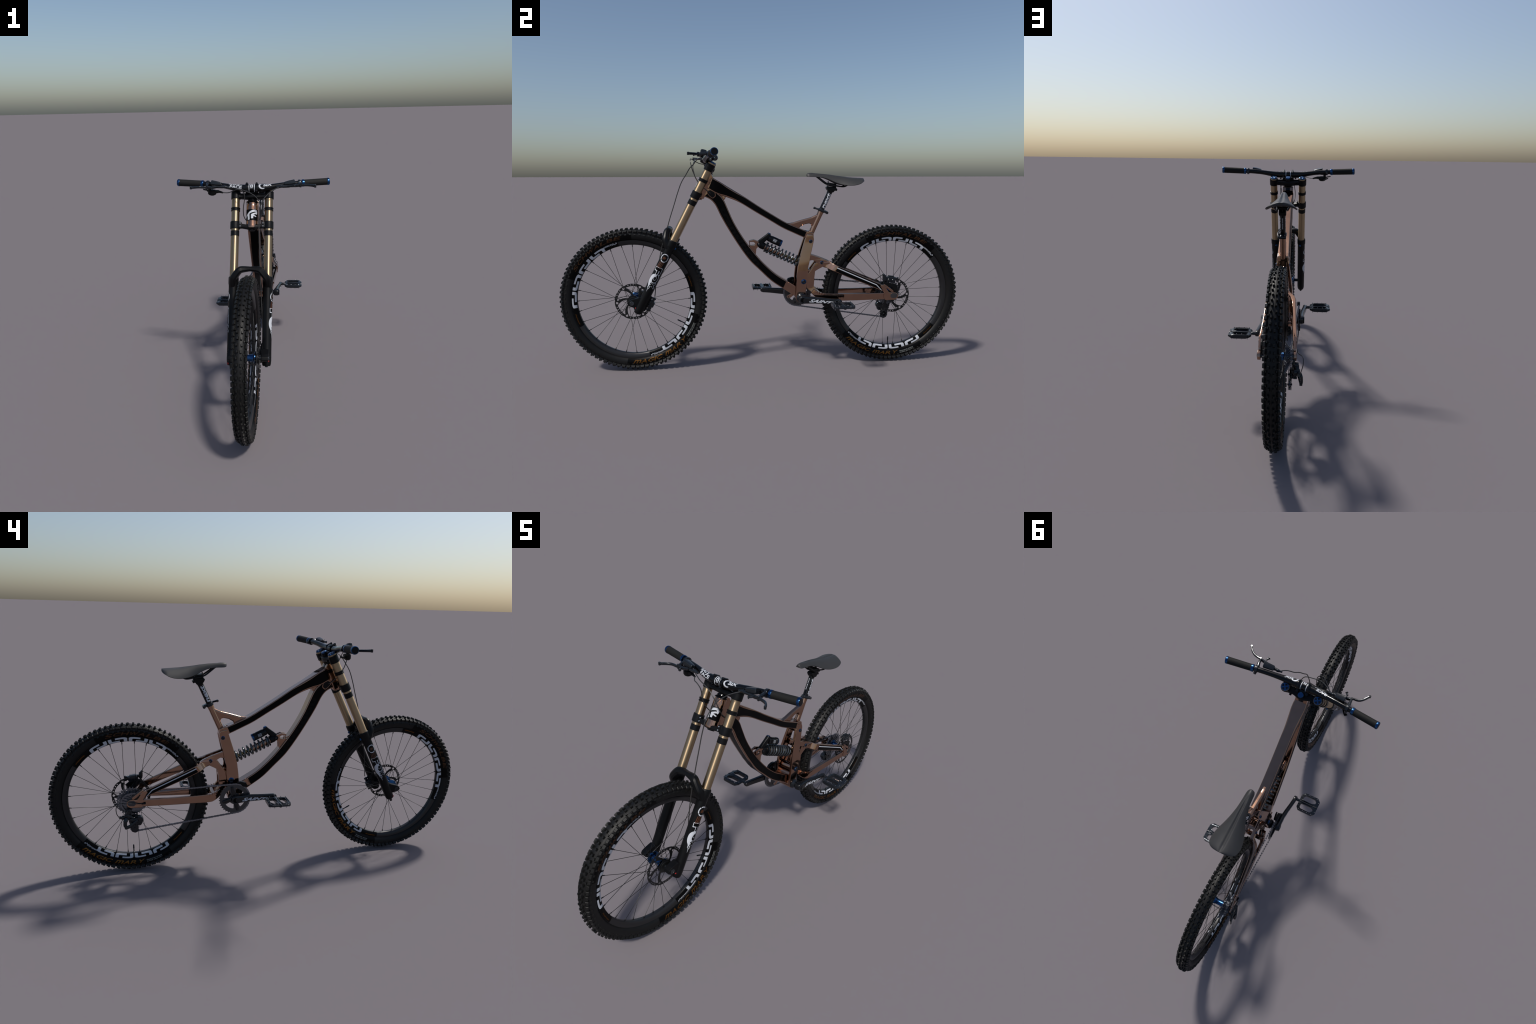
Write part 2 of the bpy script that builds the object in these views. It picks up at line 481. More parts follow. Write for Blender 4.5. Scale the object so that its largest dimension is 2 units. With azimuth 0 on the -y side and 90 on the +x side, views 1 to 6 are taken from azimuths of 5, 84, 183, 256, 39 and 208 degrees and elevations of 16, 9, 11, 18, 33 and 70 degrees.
    for k in range(32):
        side = 1 if k % 2 == 0 else -1
        lead = 1 if (k // 2) % 2 == 0 else -1
        th = -pi / 2 + (k + .5) * 2 * pi / 32 + ph_rim
        key = (side, lead)
        if key not in proto:
            hub_a = lead * radians(66)
            p1 = V((side * .0030, .2735, 0)); p0 = V((side * (fx + .001 * lead), fr * cos(hub_a), fr * sin(hub_a)))
            d = p1 - p0; u = d.normalized(); L = d.length
            s = lathe(p0, u, [(0, .0014), (.004, .00125), (.01, .00105), (L - .013, .00105), (L - .0125, .0021), (L, .0022)], 8)
            s.join(lathe(p0 - V((side * .001, 0, 0)), (side, 0, 0), [(0, .0015), (.002, .0022), (.003, .0016)], 8))
            me = bpy.data.meshes.new("spoke"); me.from_pydata(s.v, [], s.f); me.materials.append(SPOKE)
            me.polygons.foreach_set("use_smooth", [True] * len(me.polygons)); me.update(); proto[key] = me
        o = add("spoke", proto[key], W); o.rotation_euler = (th, 0, 0)
        o.matrix_parent_inverse = Matrix.Identity(4)
    # valve
    vdir = RX(V((0, 0, -1)), ph_rim)
    g = lathe(vdir * .274, -vdir, [(0, .0042), (.004, .0042), (.005, .0026), (.022, .0026), (.0225, .0034), (.040, .0032), (.042, .0015)], 12)
    M("valve", g, ALLOY)
    # brake rotor on the left side
    RR = .0885; out = []
    for i in range(180):
        t = 2 * pi * i / 180
        out.append(((RR - .0016 * max(0, sin(12 * t)) ** 3) * cos(t), (RR - .0016 * max(0, sin(12 * t)) ** 3) * sin(t)))
    holes = [circle(.012, 24)]
    def pol(r, a): return (r * cos(a), r * sin(a))
    for k in range(6):
        b = k * pi / 3 + .25
        sk = lambda r: -radians(34) * (r - .03) / .047
        P = [pol(.031 + .045 * t, b + radians(7) * (1 - .1 * t) - sk(.031 + .045 * t)) for t in (0, .25, .5, .75, 1)]
        P += [pol(.0765, b + radians(v) - sk(.0765)) for v in (11, 22, 33, 45)]
        P += [pol(.031 + .045 * t, b + radians(53) - radians(2) * t - sk(.031 + .045 * t)) for t in (1, .75, .5, .25, 0)]
        P += [pol(.0300, b + radians(30) - sk(.03))]
        holes.append(fillet(P, .004, 3))
        c = b - sk(.0765) + radians(-2)
        holes.append(fillet([pol(.0690, c - .01), pol(.0800, c - .095), pol(.0835, c - .02), pol(.0800, c + .09)], .003, 2))
        for jx in range(4):
            cc = c + radians(14 + jx * 9)
            holes.append([pol(.0808, cc - .04), pol(.0846, cc - .025), pol(.0846, cc + .035), pol(.0808, cc + .02)])
    g = fill2d(out, holes, .0020, .0003); xr = .0420
    g.xf(lambda p: RX(V((xr + p.z, p.x, p.y)), .3 + ph_rim))
    g.join(lathe((xr - .006, 0, 0), (1, 0, 0), [(0, .020), (.001, .0225), (.0105, .0225), (.0115, .020)], 24))
    M("brake_rotor", g, ROTOR, angle=30)
    return W

build_wheel("wheel", FRONT, radians(62), radians(43), False)
WR = build_wheel("wheel", REAR, 0, 0, True)

# ------------------------------------------------------------------ fork
U = V((0, .459, .888)).normalized(); Q = V((0, U.z, -U.y)); X = V((1, 0, 0)); L0 = V((0, -.2555, 1.015))
def FK(x, q, s): return L0 + X * x + Q * q + U * s
ROTF = Matrix((X, Q, U)).transposed()
FORK = group("fork", L0)
LX = .0772
def leg(nm, s0, prof, m, n=36, **k):
    """revolved part on both fork legs; prof = [(s, r)]"""
    for sg in (1, -1):
        mesh(nm, lathe(FK(sg * LX, 0, 0), U, prof, n), m, FORK, **k)
for sg in (1, -1):
    o = mesh("stanchion", lathe((0, 0, 0), (0, 0, 1), [(-.45, .0186), (-.0005, .0186), (0, .0180)], 48), GOLD, FORK)
    o.matrix_basis = Matrix.Translation(FK(sg * LX, 0, 0)) @ ROTF.to_4x4()
leg("fork_ring", 0, [(-.0985, .0188), (-.0980, .0212), (-.0945, .0212), (-.0935, .0198), (-.0895, .0198), (-.0885, .0214), (-.0835, .0214), (-.0825, .0188)], MATT_BLACK)
leg("fork_sleeve", 0, [(-.2175, .0186), (-.217, .0197), (-.1935, .0197), (-.193, .0186)], MATT_BLACK)
for sg in (1, -1):
    c = FK(sg * LX, 0, 0)
    g = lathe(c, U, [(-.004, .0176), (.0005, .0178), (.0045, .0172), (.0058, .0150)], 32)
    mesh("fork_cap", g, BLUE, FORK)
    mesh("fork_cap_dark_disc", lathe(c, U, [(.0040, .0140), (.0062, .0140), (.0063, .0120)], 32), MATT_BLACK, FORK)
    g = Geo()                                          # four-armed dial on the raised black disc that stands in for a recess
    for k in range(2):
        rows = []
        for d, w in ((-.0142, .0052), (-.010, .0034), (-.004, .0030), (.004, .0030), (.010, .0034), (.0142, .0052)):
            t = k * pi / 2 + .5; e = X * cos(t) + Q * sin(t); n = X * -sin(t) + Q * cos(t)
            rows.append([c + e * d + n * a * w + U * (.0062 + .0004 * k + .0012 * b) for a, b in SQ])
        g.join(loft(rows))
    g.join(lathe(c, U, [(.0055, .0052), (.0082, .0052), (.0088, .0044)], 20))
    mesh("fork_cap_dial", g, BLUE, FORK)
# upper crown: two clamps, a bridge, and the stem block
g = Geo()
for sg in (1, -1):
    g.join(lathe(FK(sg * LX, 0, 0), U, [(-.0405, .0190), (-.0400, .0217), (-.0385, .0222), (-.0085, .0222), (-.0070, .0217), (-.0065, .0190)], 40))
rings = []
for x, qc, hq, sc, hs in ((-.066, 0, .0165, -.0255, .0125), (-.05, .001, .0150, -.026, .0120), (-.03, .003, .0170, -.026, .0135), (-.012, .004, .022, -.026, .0140),
                          (.012, .004, .022, -.026, .0140), (.03, .003, .0170, -.026, .0135), (.05, .001, .0150, -.026, .0120), (.066, 0, .0165, -.0255, .0125)):
    rings.append([FK(x, qc + hq * a, sc + hs * b) for a, b in squircle(20, .5)])
g.join(loft(rings))
for sg in (1, -1):                                   # pinch bolts at the back
    g.join(rod(FK(sg * .049, .010, -.026), FK(sg * .049, .026, -.026), .0055, 14))
    g.join(rod(FK(sg * .040, -.010, -.010), FK(sg * .040, -.010, -.006), .0050, 14))
mesh("upper_crown", g, MATT_BLACK, FORK)
# lower crown
g = Geo()
for sg in (1, -1):
    g.join(lathe(FK(sg * LX, 0, 0), U, [(-.1835, .0190), (-.1830, .0222), (-.1815, .0228), (-.1510, .0228), (-.1495, .0222), (-.1490, .0190)], 40))
    g.join(box(FK(sg * .0535, -.008, -.166), (.014, .018, .028), .003, ROTF))
rings = []
for x, qc, hq, sc, hs in ((-.062, -.002, .014, -.168, .0130), (-.045, -.004, .0125, -.1705, .0105), (-.025, -.003, .0135, -.1740, .0100), (-.010, .002, .022, -.1755, .0100), (0, .003, .024, -.1755, .0105),
                          (.010, .002, .022, -.1755, .0100), (.025, -.003, .0135, -.1740, .0100), (.045, -.004, .0125, -.1705, .0105), (.062, -.002, .014, -.168, .0130)):
    rings.append([FK(x, qc + hq * a, sc + hs * b) for a, b in squircle(20, .5)])
g.join(loft(rings))
mesh("lower_crown", g, MATT_BLACK, FORK)
g = Geo()
for sg in (1, -1):
    for ds in (-.007, .007):
        g.join(rod(FK(sg * .0525, -.016, -.166 + ds), FK(sg * .0525, -.0195, -.166 + ds), .0032, 10))
mesh("crown_bolt", g, STEEL, FORK, kind="stuff")
# steerer, headset
ST = lambda s: FK(0, .006, s)
mesh("steerer", lathe(ST(0), U, [(-.1900, .0150), (-.012, .0150), (-.010, .0150), (.002, .0146), (.003, .0125)], 28), MATT_BLACK, FORK)
mesh("steerer_cap", lathe(ST(0), U, [(.002, .0122), (.0030, .0132), (.0075, .0130), (.0092, .0112), (.0094, .0045), (.0080, .0040)], 28), BLUE, FORK)
mesh("headset", lathe(ST(0), U, [(-.0405, .016), (-.041, .0200), (-.046, .0215), (-.047, .0195), (-.0500, .0230), (-.0545, .0285), (-.0560, .0285)], 36), GLOSS_BLACK, FORK)
# lower legs: casting with collar, bottom lug, arch
for sg in (1, -1):
    g = lathe(FK(sg * LX, 0, 0), U, [(-.7985, .010), (-.7975, .0165), (-.790, .0195), (-.775, .0208), (-.60, .0212), (-.4435, .0214), (-.4400, .0228), (-.4360, .0234),
                                     (-.4120, .0234), (-.4080, .0226), (-.4060, .0205), (-.4055, .0190)], 40)
    # axle lug in front of the leg
    lug = fillet([(-.667, .354), (-.660, .367), (-.645, .3740), (-.612, .3830), (-.585, .36), (-.592, .338), (-.620, .335), (-.652, .342)], .006)
    pl = plate(lug, .0575, .0885, bev=.0025)
    if sg < 0: pl = mirror(pl)
    g.join(pl)
    mesh("lower_leg", g, MATT_BLACK, FORK, angle=40)
    a = V((sg * .0880, FRONT.y, AXZ + .001))
    mesh("axle_cap", lathe(a, (sg, 0, 0), [(0, .0105), (.0022, .0105), (.003, .0090), (.0028, .006), (.0015, .0055)], 20), GREY_STEEL if sg > 0 else ALLOY, FORK)
    b0 = FK(sg * LX, 0, -.798)
    if sg < 0:
        mesh("damper_dial", lathe(b0, -U, [(0, .0085), (.004, .0085), (.006, .0070), (.016, .0066), (.018, .0050)], 16), ALLOY, FORK)
        mesh("damper_mark", lathe(FK(sg * LX - .012, -.0135, -.789), -U - Q * .6, [(-.002, .004), (.0035, .004), (.0045, .003)], 12), RED, FORK)
    else:
        mesh("damper_dial", lathe(b0, -U, [(0, .0065), (.003, .0065), (.005, .0050)], 14), ALLOY, FORK)
        mesh("damper_mark", lathe(FK(sg * LX + .008, -.0165, -.777), X * .5 - Q, [(-.002, .0034), (.0035, .0034), (.0045, .0026)], 12), RED, FORK)
    # blue bleed valve behind the collar
    mesh("bleed_valve", rod(FK(sg * (LX - .006), .019, -.438), FK(sg * (LX - .008), .027, -.441), .0058, 14), BLUE, FORK)
# arch in front of the legs
half = [(.083, -.461, .612), (.0815, -.468, .630), (.0785, -.4745, .650), (.0735, -.4768, .6625), (.0610, -.4755, .680), (.0520, -.4735, .6910), (.0455, -.471, .6960), (.036, -.4685, .6985), (.018, -.4665, .6995), (0, -.466, .700)]
path = crom([(-x, y, z) for x, y, z in half] + half[-2::-1], 5)
rad = []
for p in path:
    t = min(1, abs(p[0]) / .083)
    rad.append((.0150 + .003 * t ** 2, .0098 + .0032 * sin(pi * t) + .0050 * t ** 2))
P3 = [V(p) for p in path]; rings = []
for i, p in enumerate(P3):
    T = (P3[min(i + 1, len(P3) - 1)] - P3[max(i - 1, 0)]).normalized()
    f = (Q - T * Q.dot(T)).normalized(); n = T.cross(f)
    rings.append([p + f * a * rad[i][0] + n * b * rad[i][1] for a, b in ((1, -.55), (1, .30), (.72, .78), (.34, 1), (-.34, 1), (-.72, .78), (-1, .30), (-1, -.55), (-.72, -1), (.72, -1))])
g = loft(rings)
# raised rib along each shoulder
for sg in (1, -1):
    pp = crom([(sg * .074, -.487, .648), (sg * .062, -.4875, .671), (sg * .050, -.483, .690)], 6)
    g.join(tube(pp, [.001 + .0028 * sin(pi * i / (len(pp) - 1)) for i in range(len(pp))], 8))
mesh("fork_arch", g, MATT_BLACK, FORK, angle=24)
# graphics on the legs
for sg in (1, -1):
    fr = .0213
    def leg_map(s, off=.0003): return cyl_map(FK(sg * LX, 0, s), -U, (0, sg, 0) if False else (Q * sg), fr, off)
    c = []; ctr = -.497
    base = leg_map(ctr, .0004)
    for k in range(4):
        a0, a1 = k * pi / 2 + .74, (k + 1) * pi / 2 + .58
        n = 10
        P = [(.0215 * cos(a0 + (a1 - a0) * i / n), .0190 * sin(a0 + (a1 - a0) * i / n)) for i in range(n + 1)]
        P += [(.0172 * cos(a1 - (a1 - a0) * i / n), .0148 * sin(a1 - (a1 - a0) * i / n)) for i in range(n + 1)]
        ink("fork_ring_mark", fill2d(P), base, WHITE, FORK)
    T = text("40", .016, .013, .2, .04); T.xf(lambda p: V((p.y - .0065, .008 - p.x, 0)))
    ink("fork_number", T, base, ORANGE, FORK)
    g = Geo()
    for k in range(4):
        y0 = -.0165 + k * .0062
        g.join(fill2d([(.0225, y0 + .003), (.054, y0 - .0005), (.054, y0 + .0025), (.0225, y0 + .0055)]))
    ink("fork_stripe", g, base, ORANGE, FORK)
    EX = lambda u: .0525 + (u - .043) * 1.22
    # lettering running down the leg: white outline, black body, white tail
    boxes = {"F": (.043, .028, -.0185, .0145), "O": (.070, .036, -.014, .0165), "X": (.104, .026, -.012, .0150)}
    for ch, (x0, w, y0, y1) in boxes.items():
        T = text(ch, w + .004, y1 - y0 + .004, 0, .10 if ch != "X" else .085); T.xf(lambda p: V((EX(x0 - .002 + p.x), y0 - .002 + p.y, 0)))
        ink("fork_letter_outline", T, leg_map(ctr, .0004), WHITE, FORK)
        T = text(ch, w - .001, y1 - y0 - .001, 0, .045 if ch != "O" else .06); T.xf(lambda p: V((EX(x0 + .0005 + p.x), y0 + .0005 + p.y, 0)))
        ink("fork_letter", T, leg_map(ctr, .0007), PATCH, FORK)
    tail = crom([(.071, .002), (.073, -.012), (.082, -.0215), (.096, -.0245), (.110, -.0220), (.122, -.0150), (.136, -.0100), (.150, -.0080)], 4)
    back = crom([(.150, -.0080), (.138, -.0065), (.128, -.0020), (.120, -.0110), (.117, -.0040), (.112, -.0090), (.106, -.0045), (.095, -.0080), (.083, -.0030), (.078, .004), (.071, .002)], 3)
    ink("fork_tail_mark", fill2d([(EX(p[0]), p[1]) for p in tail + back[1:-1]]), leg_map(ctr, .0010), WHITE, FORK)
    ink("fork_tail_tip", fill2d([(EX(u), w) for u, w in [(.124, -.0118), (.133, -.0085), (.144, -.0078), (.134, -.0070), (.128, -.0042), (.126, -.0085)]]), leg_map(ctr, .0013), PATCH, FORK)

# front brake caliper behind the left leg
CAL = group("brake_caliper", (.05, -.55, .345))
def caliper(C, a, parent, k0=1.0):
    """two-pot caliper straddling a rotor; a = tilt in the wheel plane"""
    R = Matrix.Rotation(a, 3, 'X'); g = Geo()
    B = lambda c, s, b=.003: g.join(box(C + R @ V(c), s, b, R))
    B((.009, 0, 0), (.013, .056, .030)); B((-.009, 0, 0), (.012, .050, .028)); B((0, 0, .014), (.026, .036, .010)); B((0, .026, .008), (.024, .010, .020))
    for y in (-.013, .013):
        g.join(rod(C + R @ V((.012, y, -.002)), C + R @ V((.0205, y, -.002)), .0102, 18, .002))
        g.join(rod(C + R @ V((-.012, y, -.002)), C + R @ V((-.0165, y, -.002)), .0090, 18, .002))
    B((.008, -.036, .006), (.012, .022, .016)); B((.008, .034, .010), (.011, .018, .014))
    g.join(rod(C + R @ V((.008, -.040, .018)), C + R @ V((.008, -.040, -.016)), .0055, 14)); g.join(rod(C + R @ V((.008, .040, .020)), C + R @ V((.008, .040, -.010)), .0055, 14))
    for k in range(7):
        g.join(box(C + R @ V((0, -.015 + k * .005, .019)), (.020, .0022, .010), .0006, R))
    return g.xf(lambda p: C + (p - C) * k0)
mesh("caliper_body", caliper(V((.047, -.563, .3440)), radians(-118), CAL, .78), ALLOY, CAL)
mesh("caliper_bracket", plate(fillet([(-.600, .306), (-.588, .312), (-.552, .376), (-.558, .386), (-.580, .376), (-.605, .340)], .006), .052, .060, bev=.002), MATT_BLACK, CAL)

# ------------------------------------------------------------------ frame
FRAME = group("frame", (0, 0, .6))
KC = 5
def rr_ring(hw, hh, r):
    """rounded rectangle, list of (x, h, tag): tag of the edge that starts at that point"""
    P = []
    C = [((1, -1), 0), ((1, 1), 1), ((-1, 1), 2), ((-1, -1), 3)]
    flat = ['right', 'top', 'left', 'bottom']
    for (sx, sy), k in C:
        a0 = -pi / 2 + k * pi / 2
        for j in range(KC + 1):
            a = a0 + j * pi / 2 / KC
            P.append((sx * (hw - r) + r * cos(a), sy * (hh - r) + r * sin(a), flat[k] if j == KC else 'corner'))
        if k == 3:                                   # split the underside: bare margins either side of the middle
            x, y, _ = P[-1]; P[-1] = (x, y, 'margin')
            P += [(x * .74, y, 'bottom'), (-x * .74, y, 'margin')]
    return P
def beam(name, st, black, n=8, t0=0., t1=1.):
    """st rows: yt zt yb zb halfwidth cornerradius"""
    S = crom(st, n); rings = []; tags = None
    for yt, zt, yb, zb, hw, r in S:
        c = V((0, (yt + yb) / 2, (zt + zb) / 2)); h = V((0, yt - yb, zt - zb)) / 2; H = h.length; h.normalize()
        pr = rr_ring(hw, H, min(r, H * .95, hw * .95)); tags = [p[2] for p in pr]
        rings.append([c + X * x + h * y for x, y, _ in pr])
    m = len(S) - 1
    return loft(rings, tags=lambda j, i: 1 if (tags[i] in black and t0 <= j / m < t1) else 0)

tt = [(-.262, .956, -.290, .902, .0270, .008), (-.240, .941, -.258, .884, .0305, .0055), (-.214, .926, -.226, .868, .0305, .0055), (-.181, .905, -.195, .857, .0280, .0075), (-.140, .880, -.155, .842, .0250, .007),
      (-.095, .852, -.114, .8225, .0240, .0036), (-.031, .810, -.050, .783, .0240, .0036), (.035, .769, .016, .744, .0240, .0036), (.101, .730, .083, .704, .0245, .0036),
      (.160, .704, .145, .6745, .0255, .0036), (.205, .6855, .192, .6535, .0262, .0036), (.228, .677, .216, .645, .0262, .0036)]
mesh("top_tube", beam("top_tube", tt, {'left', 'right'}, 8, .045, .905), [COPPER, FRAME_BLACK], FRAME, angle=30)
dt = [(-.262, .915, -.318, .862, .0270, .0050), (-.247, .893, -.288, .855, .0285, .0050), (-.232, .877, -.262, .8405, .0285, .0050), (-.212, .858, -.245, .821, .0285, .0050), (-.197, .834, -.232, .797, .0285, .0050), (-.182, .799, -.217, .764, .0275, .0050),
      (-.151, .729, -.184, .704, .0262, .0046), (-.104, .650, -.134, .622, .0250, .0046), (-.048, .574, -.081, .547, .0245, .0046), (.002, .518, -.028, .493, .0248, .0046),
      (.056, .470, .031, .437, .0260, .0046), (.112, .434, .094, .394, .0280, .0046), (.150, .412, .140, .365, .0300, .0046), (.172, .400, .168, .350, .0310, .0046)]
mesh("down_tube", beam("down_tube", dt, {'left', 'right', 'bottom'}, 8, .05, .83), [COPPER, FRAME_BLACK], FRAME, angle=30)
# web closing the top and down tube junction behind the head tube
mesh("junction_web", plate(fillet([(-.285, .905), (-.262, .921), (-.202, .866), (-.190, .854), (-.197, .843), (-.208, .836), (-.27, .862)], [.002, .002, .004, .006, .004, .004, .002]), -.0235, .0235, bev=.004), COPPER, FRAME)
# head tube with flared ends and a machined spine on each side
g = lathe(ST(0), U, [(-.180, .0210), (-.1795, .0275), (-.176, .0288), (-.168, .0286), (-.160, .0276), (-.120, .0268), (-.085, .0270), (-.075, .0272), (-.066, .0255), (-.058, .0240), (-.0565, .0230), (-.056, .019)], 48)
mesh("head_tube", g, COPPER, FRAME, angle=40)
g = Geo()
sp = fillet([(-.272, .972), (-.258, .966), (-.250, .948), (-.262, .926), (-.272, .903), (-.296, .848), (-.301, .846), (-.320, .856), (-.312, .890), (-.292, .930)], .005)
g.join(both(plate(sp, .0100, .0282, bev=.003)))
mesh("head_tube_rib", g, COPPER, FRAME)
# head badge: black wrap and letter mark
hb = cyl_map_x(ST(-.118), X, U, .0272, .0002)
ink("head_badge_band", fill2d(rect(-.040, -.029, .040, .024)), hb, FRAME_BLACK, FRAME, .003, .01)
hb2 = cyl_map_x(ST(-.118), X, U, .0272, .0006)
g = fill2d(stroke(crom([(-.034, -.016), (-.022, -.003), (-.006, .010), (.010, .0165), (.020, .0165), (.0235, .009), (.0205, .001)], 5), [.004 + .0058 * min(1, i / 12) for i in range(31)]))
g.join(fill2d([(-.0200, -.003), (-.0105, .004), (-.0090, -.0250), (-.0185, -.0265)]))
g.join(fill2d([(-.0035, .0000), (.0165, .0085), (.0185, .0015), (.0075, -.0030), (.0240, -.0080), (.0205, -.0125), (.0080, -.0080), (.0070, -.0195), (-.0025, -.0205)]))
ink("head_badge_mark", g, hb2, WHITE, FRAME, .003, .01)
# cable ports
port = [(-.281, .887), (-.265, .8935), (-.241, .879), (-.2385, .860), (-.253, .8475), (-.268, .858), (-.2815, .875)]
inner = [(-.260 + (y + .260) * .84, .8705 + (z - .8705) * .84) for y, z in port]
mesh("cable_port_rim", both(plate(fillet(port, .008), .0262, .0298, bev=.001)), COPPER, FRAME)
mesh("cable_port", both(plate(fillet(inner, .007), .0262, .0312, bev=.001)), MATT_BLACK, FRAME)
# ghost lettering along the down tube
def dt_side(sg):
    S = crom(dt, 8)
    mid = [(((r[0] + r[2]) / 2), ((r[1] + r[3]) / 2), r[4]) for r in S]
    cum = [0]
    for a, b in zip(mid, mid[1:]): cum.append(cum[-1] + hypot(b[0] - a[0], b[1] - a[1]))
    def fn(a, b):
        a = a if sg > 0 else a
        for i in range(len(cum) - 1):
            if cum[i] <= a <= cum[i + 1] or i == len(cum) - 2:
                t = (a - cum[i]) / (cum[i + 1] - cum[i]); p, q = mid[i], mid[i + 1]
                y, z, w = [p[k] + (q[k] - p[k]) * t for k in range(3)]
                d = V((0, q[0] - p[0], q[1] - p[1])).normalized(); nrm = V((0, -d.z, d.y))
                return V((sg * (w + .0004), y, z)) + nrm * b * sg
    return fn
for sg in (1, -1):
    T = text("transition", .34, .026, .1, .03); T.xf(lambda p: V((.115 + p.x, (-.013 + p.y) , 0)))
    if sg < 0: T.xf(lambda p: V((.57 - p.x, p.y, 0)))
    f = dt_side(sg)
    ink("frame_lettering", T, (lambda a, b, f=f: f(a, b)), GHOST, FRAME, .006, None)
# shock mount on the down tube
mount = fillet([(-.080, .640), (-.056, .6455), (-.031, .635), (-.026, .622), (-.034, .611), (-.044, .600), (-.0465, .572), (-.075, .585)], [.004, .01, .006, .004, .006, .008, .003, .003])
hole = fillet([(-.077, .6345), (-.057, .6335), (-.047, .625), (-.053, .618), (-.074, .6165)], .004)
mesh("shock_mount", both(plate(mount, .0065, .0165, [hole], .002)), COPPER, FRAME)
# seat tube, clamp and post
SD = V((0, .41, .912)).normalized(); SP0 = V((0, .284, .790))
def SE(s): return SP0 + SD * s
mesh("seat_tube", lathe(SP0, SD, [(-.150, .0145), (-.130, .0142), (-.030, .0140), (-.018, .0150), (-.010, .0152), (-.009, .0135)], 36), COPPER, FRAME)
# gusset between seat tube and top tube, with window
gus = [(.090, .7220), (.104, .7262), (.122, .7258), (.140, .7285), (.185, .742), (.230, .7535), (.262, .768), (.268, .760), (.243, .690), (.222, .676), (.200, .672)]
win = [(.171, .6955), (.174, .7045), (.196, .717), (.219, .7215), (.230, .7185), (.2325, .709), (.2235, .684)]
mesh("seat_gusset", plate(fillet(gus, .006), -.0110, .0110, [fillet(win, .006)], .0075, res=4), COPPER, FRAME)
# seat mast: head block above two wide legs that run down to the bottom bracket
def mx(z):                                                         # outer face of a leg at height z
    T = [(.33, .047), (.37, .0490), (.435, .0495), (.48, .0478), (.53, .0430), (.58, .0368), (.63, .0308), (.70, .0270)]
    for (a, x0), (b, x1) in zip(T, T[1:]):
        if a <= z <= b: return x0 + (x1 - x0) * (z - a) / (b - a)
    return T[0][1] if z < .33 else T[-1][1]
legp = [(.206, .673), (.2345, .668), (.2400, .658), (.2420, .643), (.2350, .610), (.2260, .573), (.2190, .537), (.2110, .503), (.2120, .472), (.2085, .440), (.2040, .415),
        (.2000, .385), (.2010, .362), (.1900, .335), (.1660, .333), (.1500, .350), (.1500, .380), (.1520, .420), (.1540, .462), (.1600, .516), (.1685, .551), (.1770, .583), (.1890, .622), (.1970, .648)]
g = both(plate(fillet(legp, .005, 2), -.0140, 0, bev=.003, step=.012, shift=lambda y, z: mx(z)))
mesh("seat_mast_leg", g, COPPER, FRAME, angle=40)
g = plate(fillet([(.196, .678), (.212, .689), (.240, .676), (.2420, .655), (.2370, .628), (.206, .628), (.200, .648)], .006), -.0265, .0265, bev=.005)
g.join(box((0, .206, .566), (.046, .016, .030), .006, Matrix.Rotation(-.25, 3, 'X')))
g.join(rod((-.045, .182, .395), (.045, .182, .395), .0205, 28, .003))
g.join(box((0, .178, .385), (.076, .040, .030), .006))
mesh("seat_mast_bridge", g, COPPER, FRAME, angle=40)
mesh("bottom_bracket_shell", lathe((-.046, BB.y, BB.z), X, [(0, .0235), (.001, .0265), (.010, .0275), (.082, .0275), (.091, .0265), (.092, .0235)], 40), COPPER, FRAME)
mesh("bottom_bracket_cup", both(lathe((.046, BB.y, BB.z), X, [(0, .0235), (.0015, .0245), (.009, .0245), (.011, .022), (.016, .0165), (.020, .0160)], 32)), ALLOY, FRAME)
# chain-guide tab in front of the bottom bracket
mesh("guide_tab", plate(fillet([(.112, .346), (.120, .335), (.134, .338), (.150, .352), (.138, .362)], .004), -.030, -.024, [circle(.0035, 12, (.1225, .3425))], .001), COPPER, FRAME)
# pivots with blue bolt heads
def pivot(y, z, x, r):
    g = both(lathe((x - .003, y, z), X, [(0, r * 1.16), (.0035, r * 1.16), (.0042, r), (.0058, r * .97), (.0068, r * .80), (.0064, r * .66), (.0050, r * .62)], 28))
    mesh("pivot_ring", g, BLUE, FRAME)
    g = both(lathe((x + .001, y, z), X, [(0, r * .70), (.0052, r * .68), (.0064, r * .58), (.0060, r * .36), (.003, r * .32)], 6 * 4))
    mesh("pivot_bolt", g, ALLOY, FRAME)
pivot(.2250, .6345, .0285, .0092); pivot(.1885, .4360, .0490, .0112); pivot(.2830, .5275, .0288, .0090)
# mounting ear behind the top pivot
# swing arm: link bar, yoke, seat stay, chain stay, dropout
SW = group("swingarm", (0, .45, .42))
def lerp_tab(T, y):
    for (a, x0), (b, x1) in zip(T, T[1:]):
        if a <= y <= b: return x0 + (x1 - x0) * (y - a) / (b - a)
    return T[0][1] if y < T[0][0] else T[-1][1]
stayx = [(.20, .0290), (.285, .0290), (.315, .0330), (.335, .0480), (.36, .0630), (.45, .0690), (.56, .0735), (.60, .0755), (.67, .0775)]
chx = [(.20, .0430), (.24, .0470), (.262, .0560), (.29, .0625), (.40, .0660), (.56, .0720), (.62, .0765), (.67, .0775)]
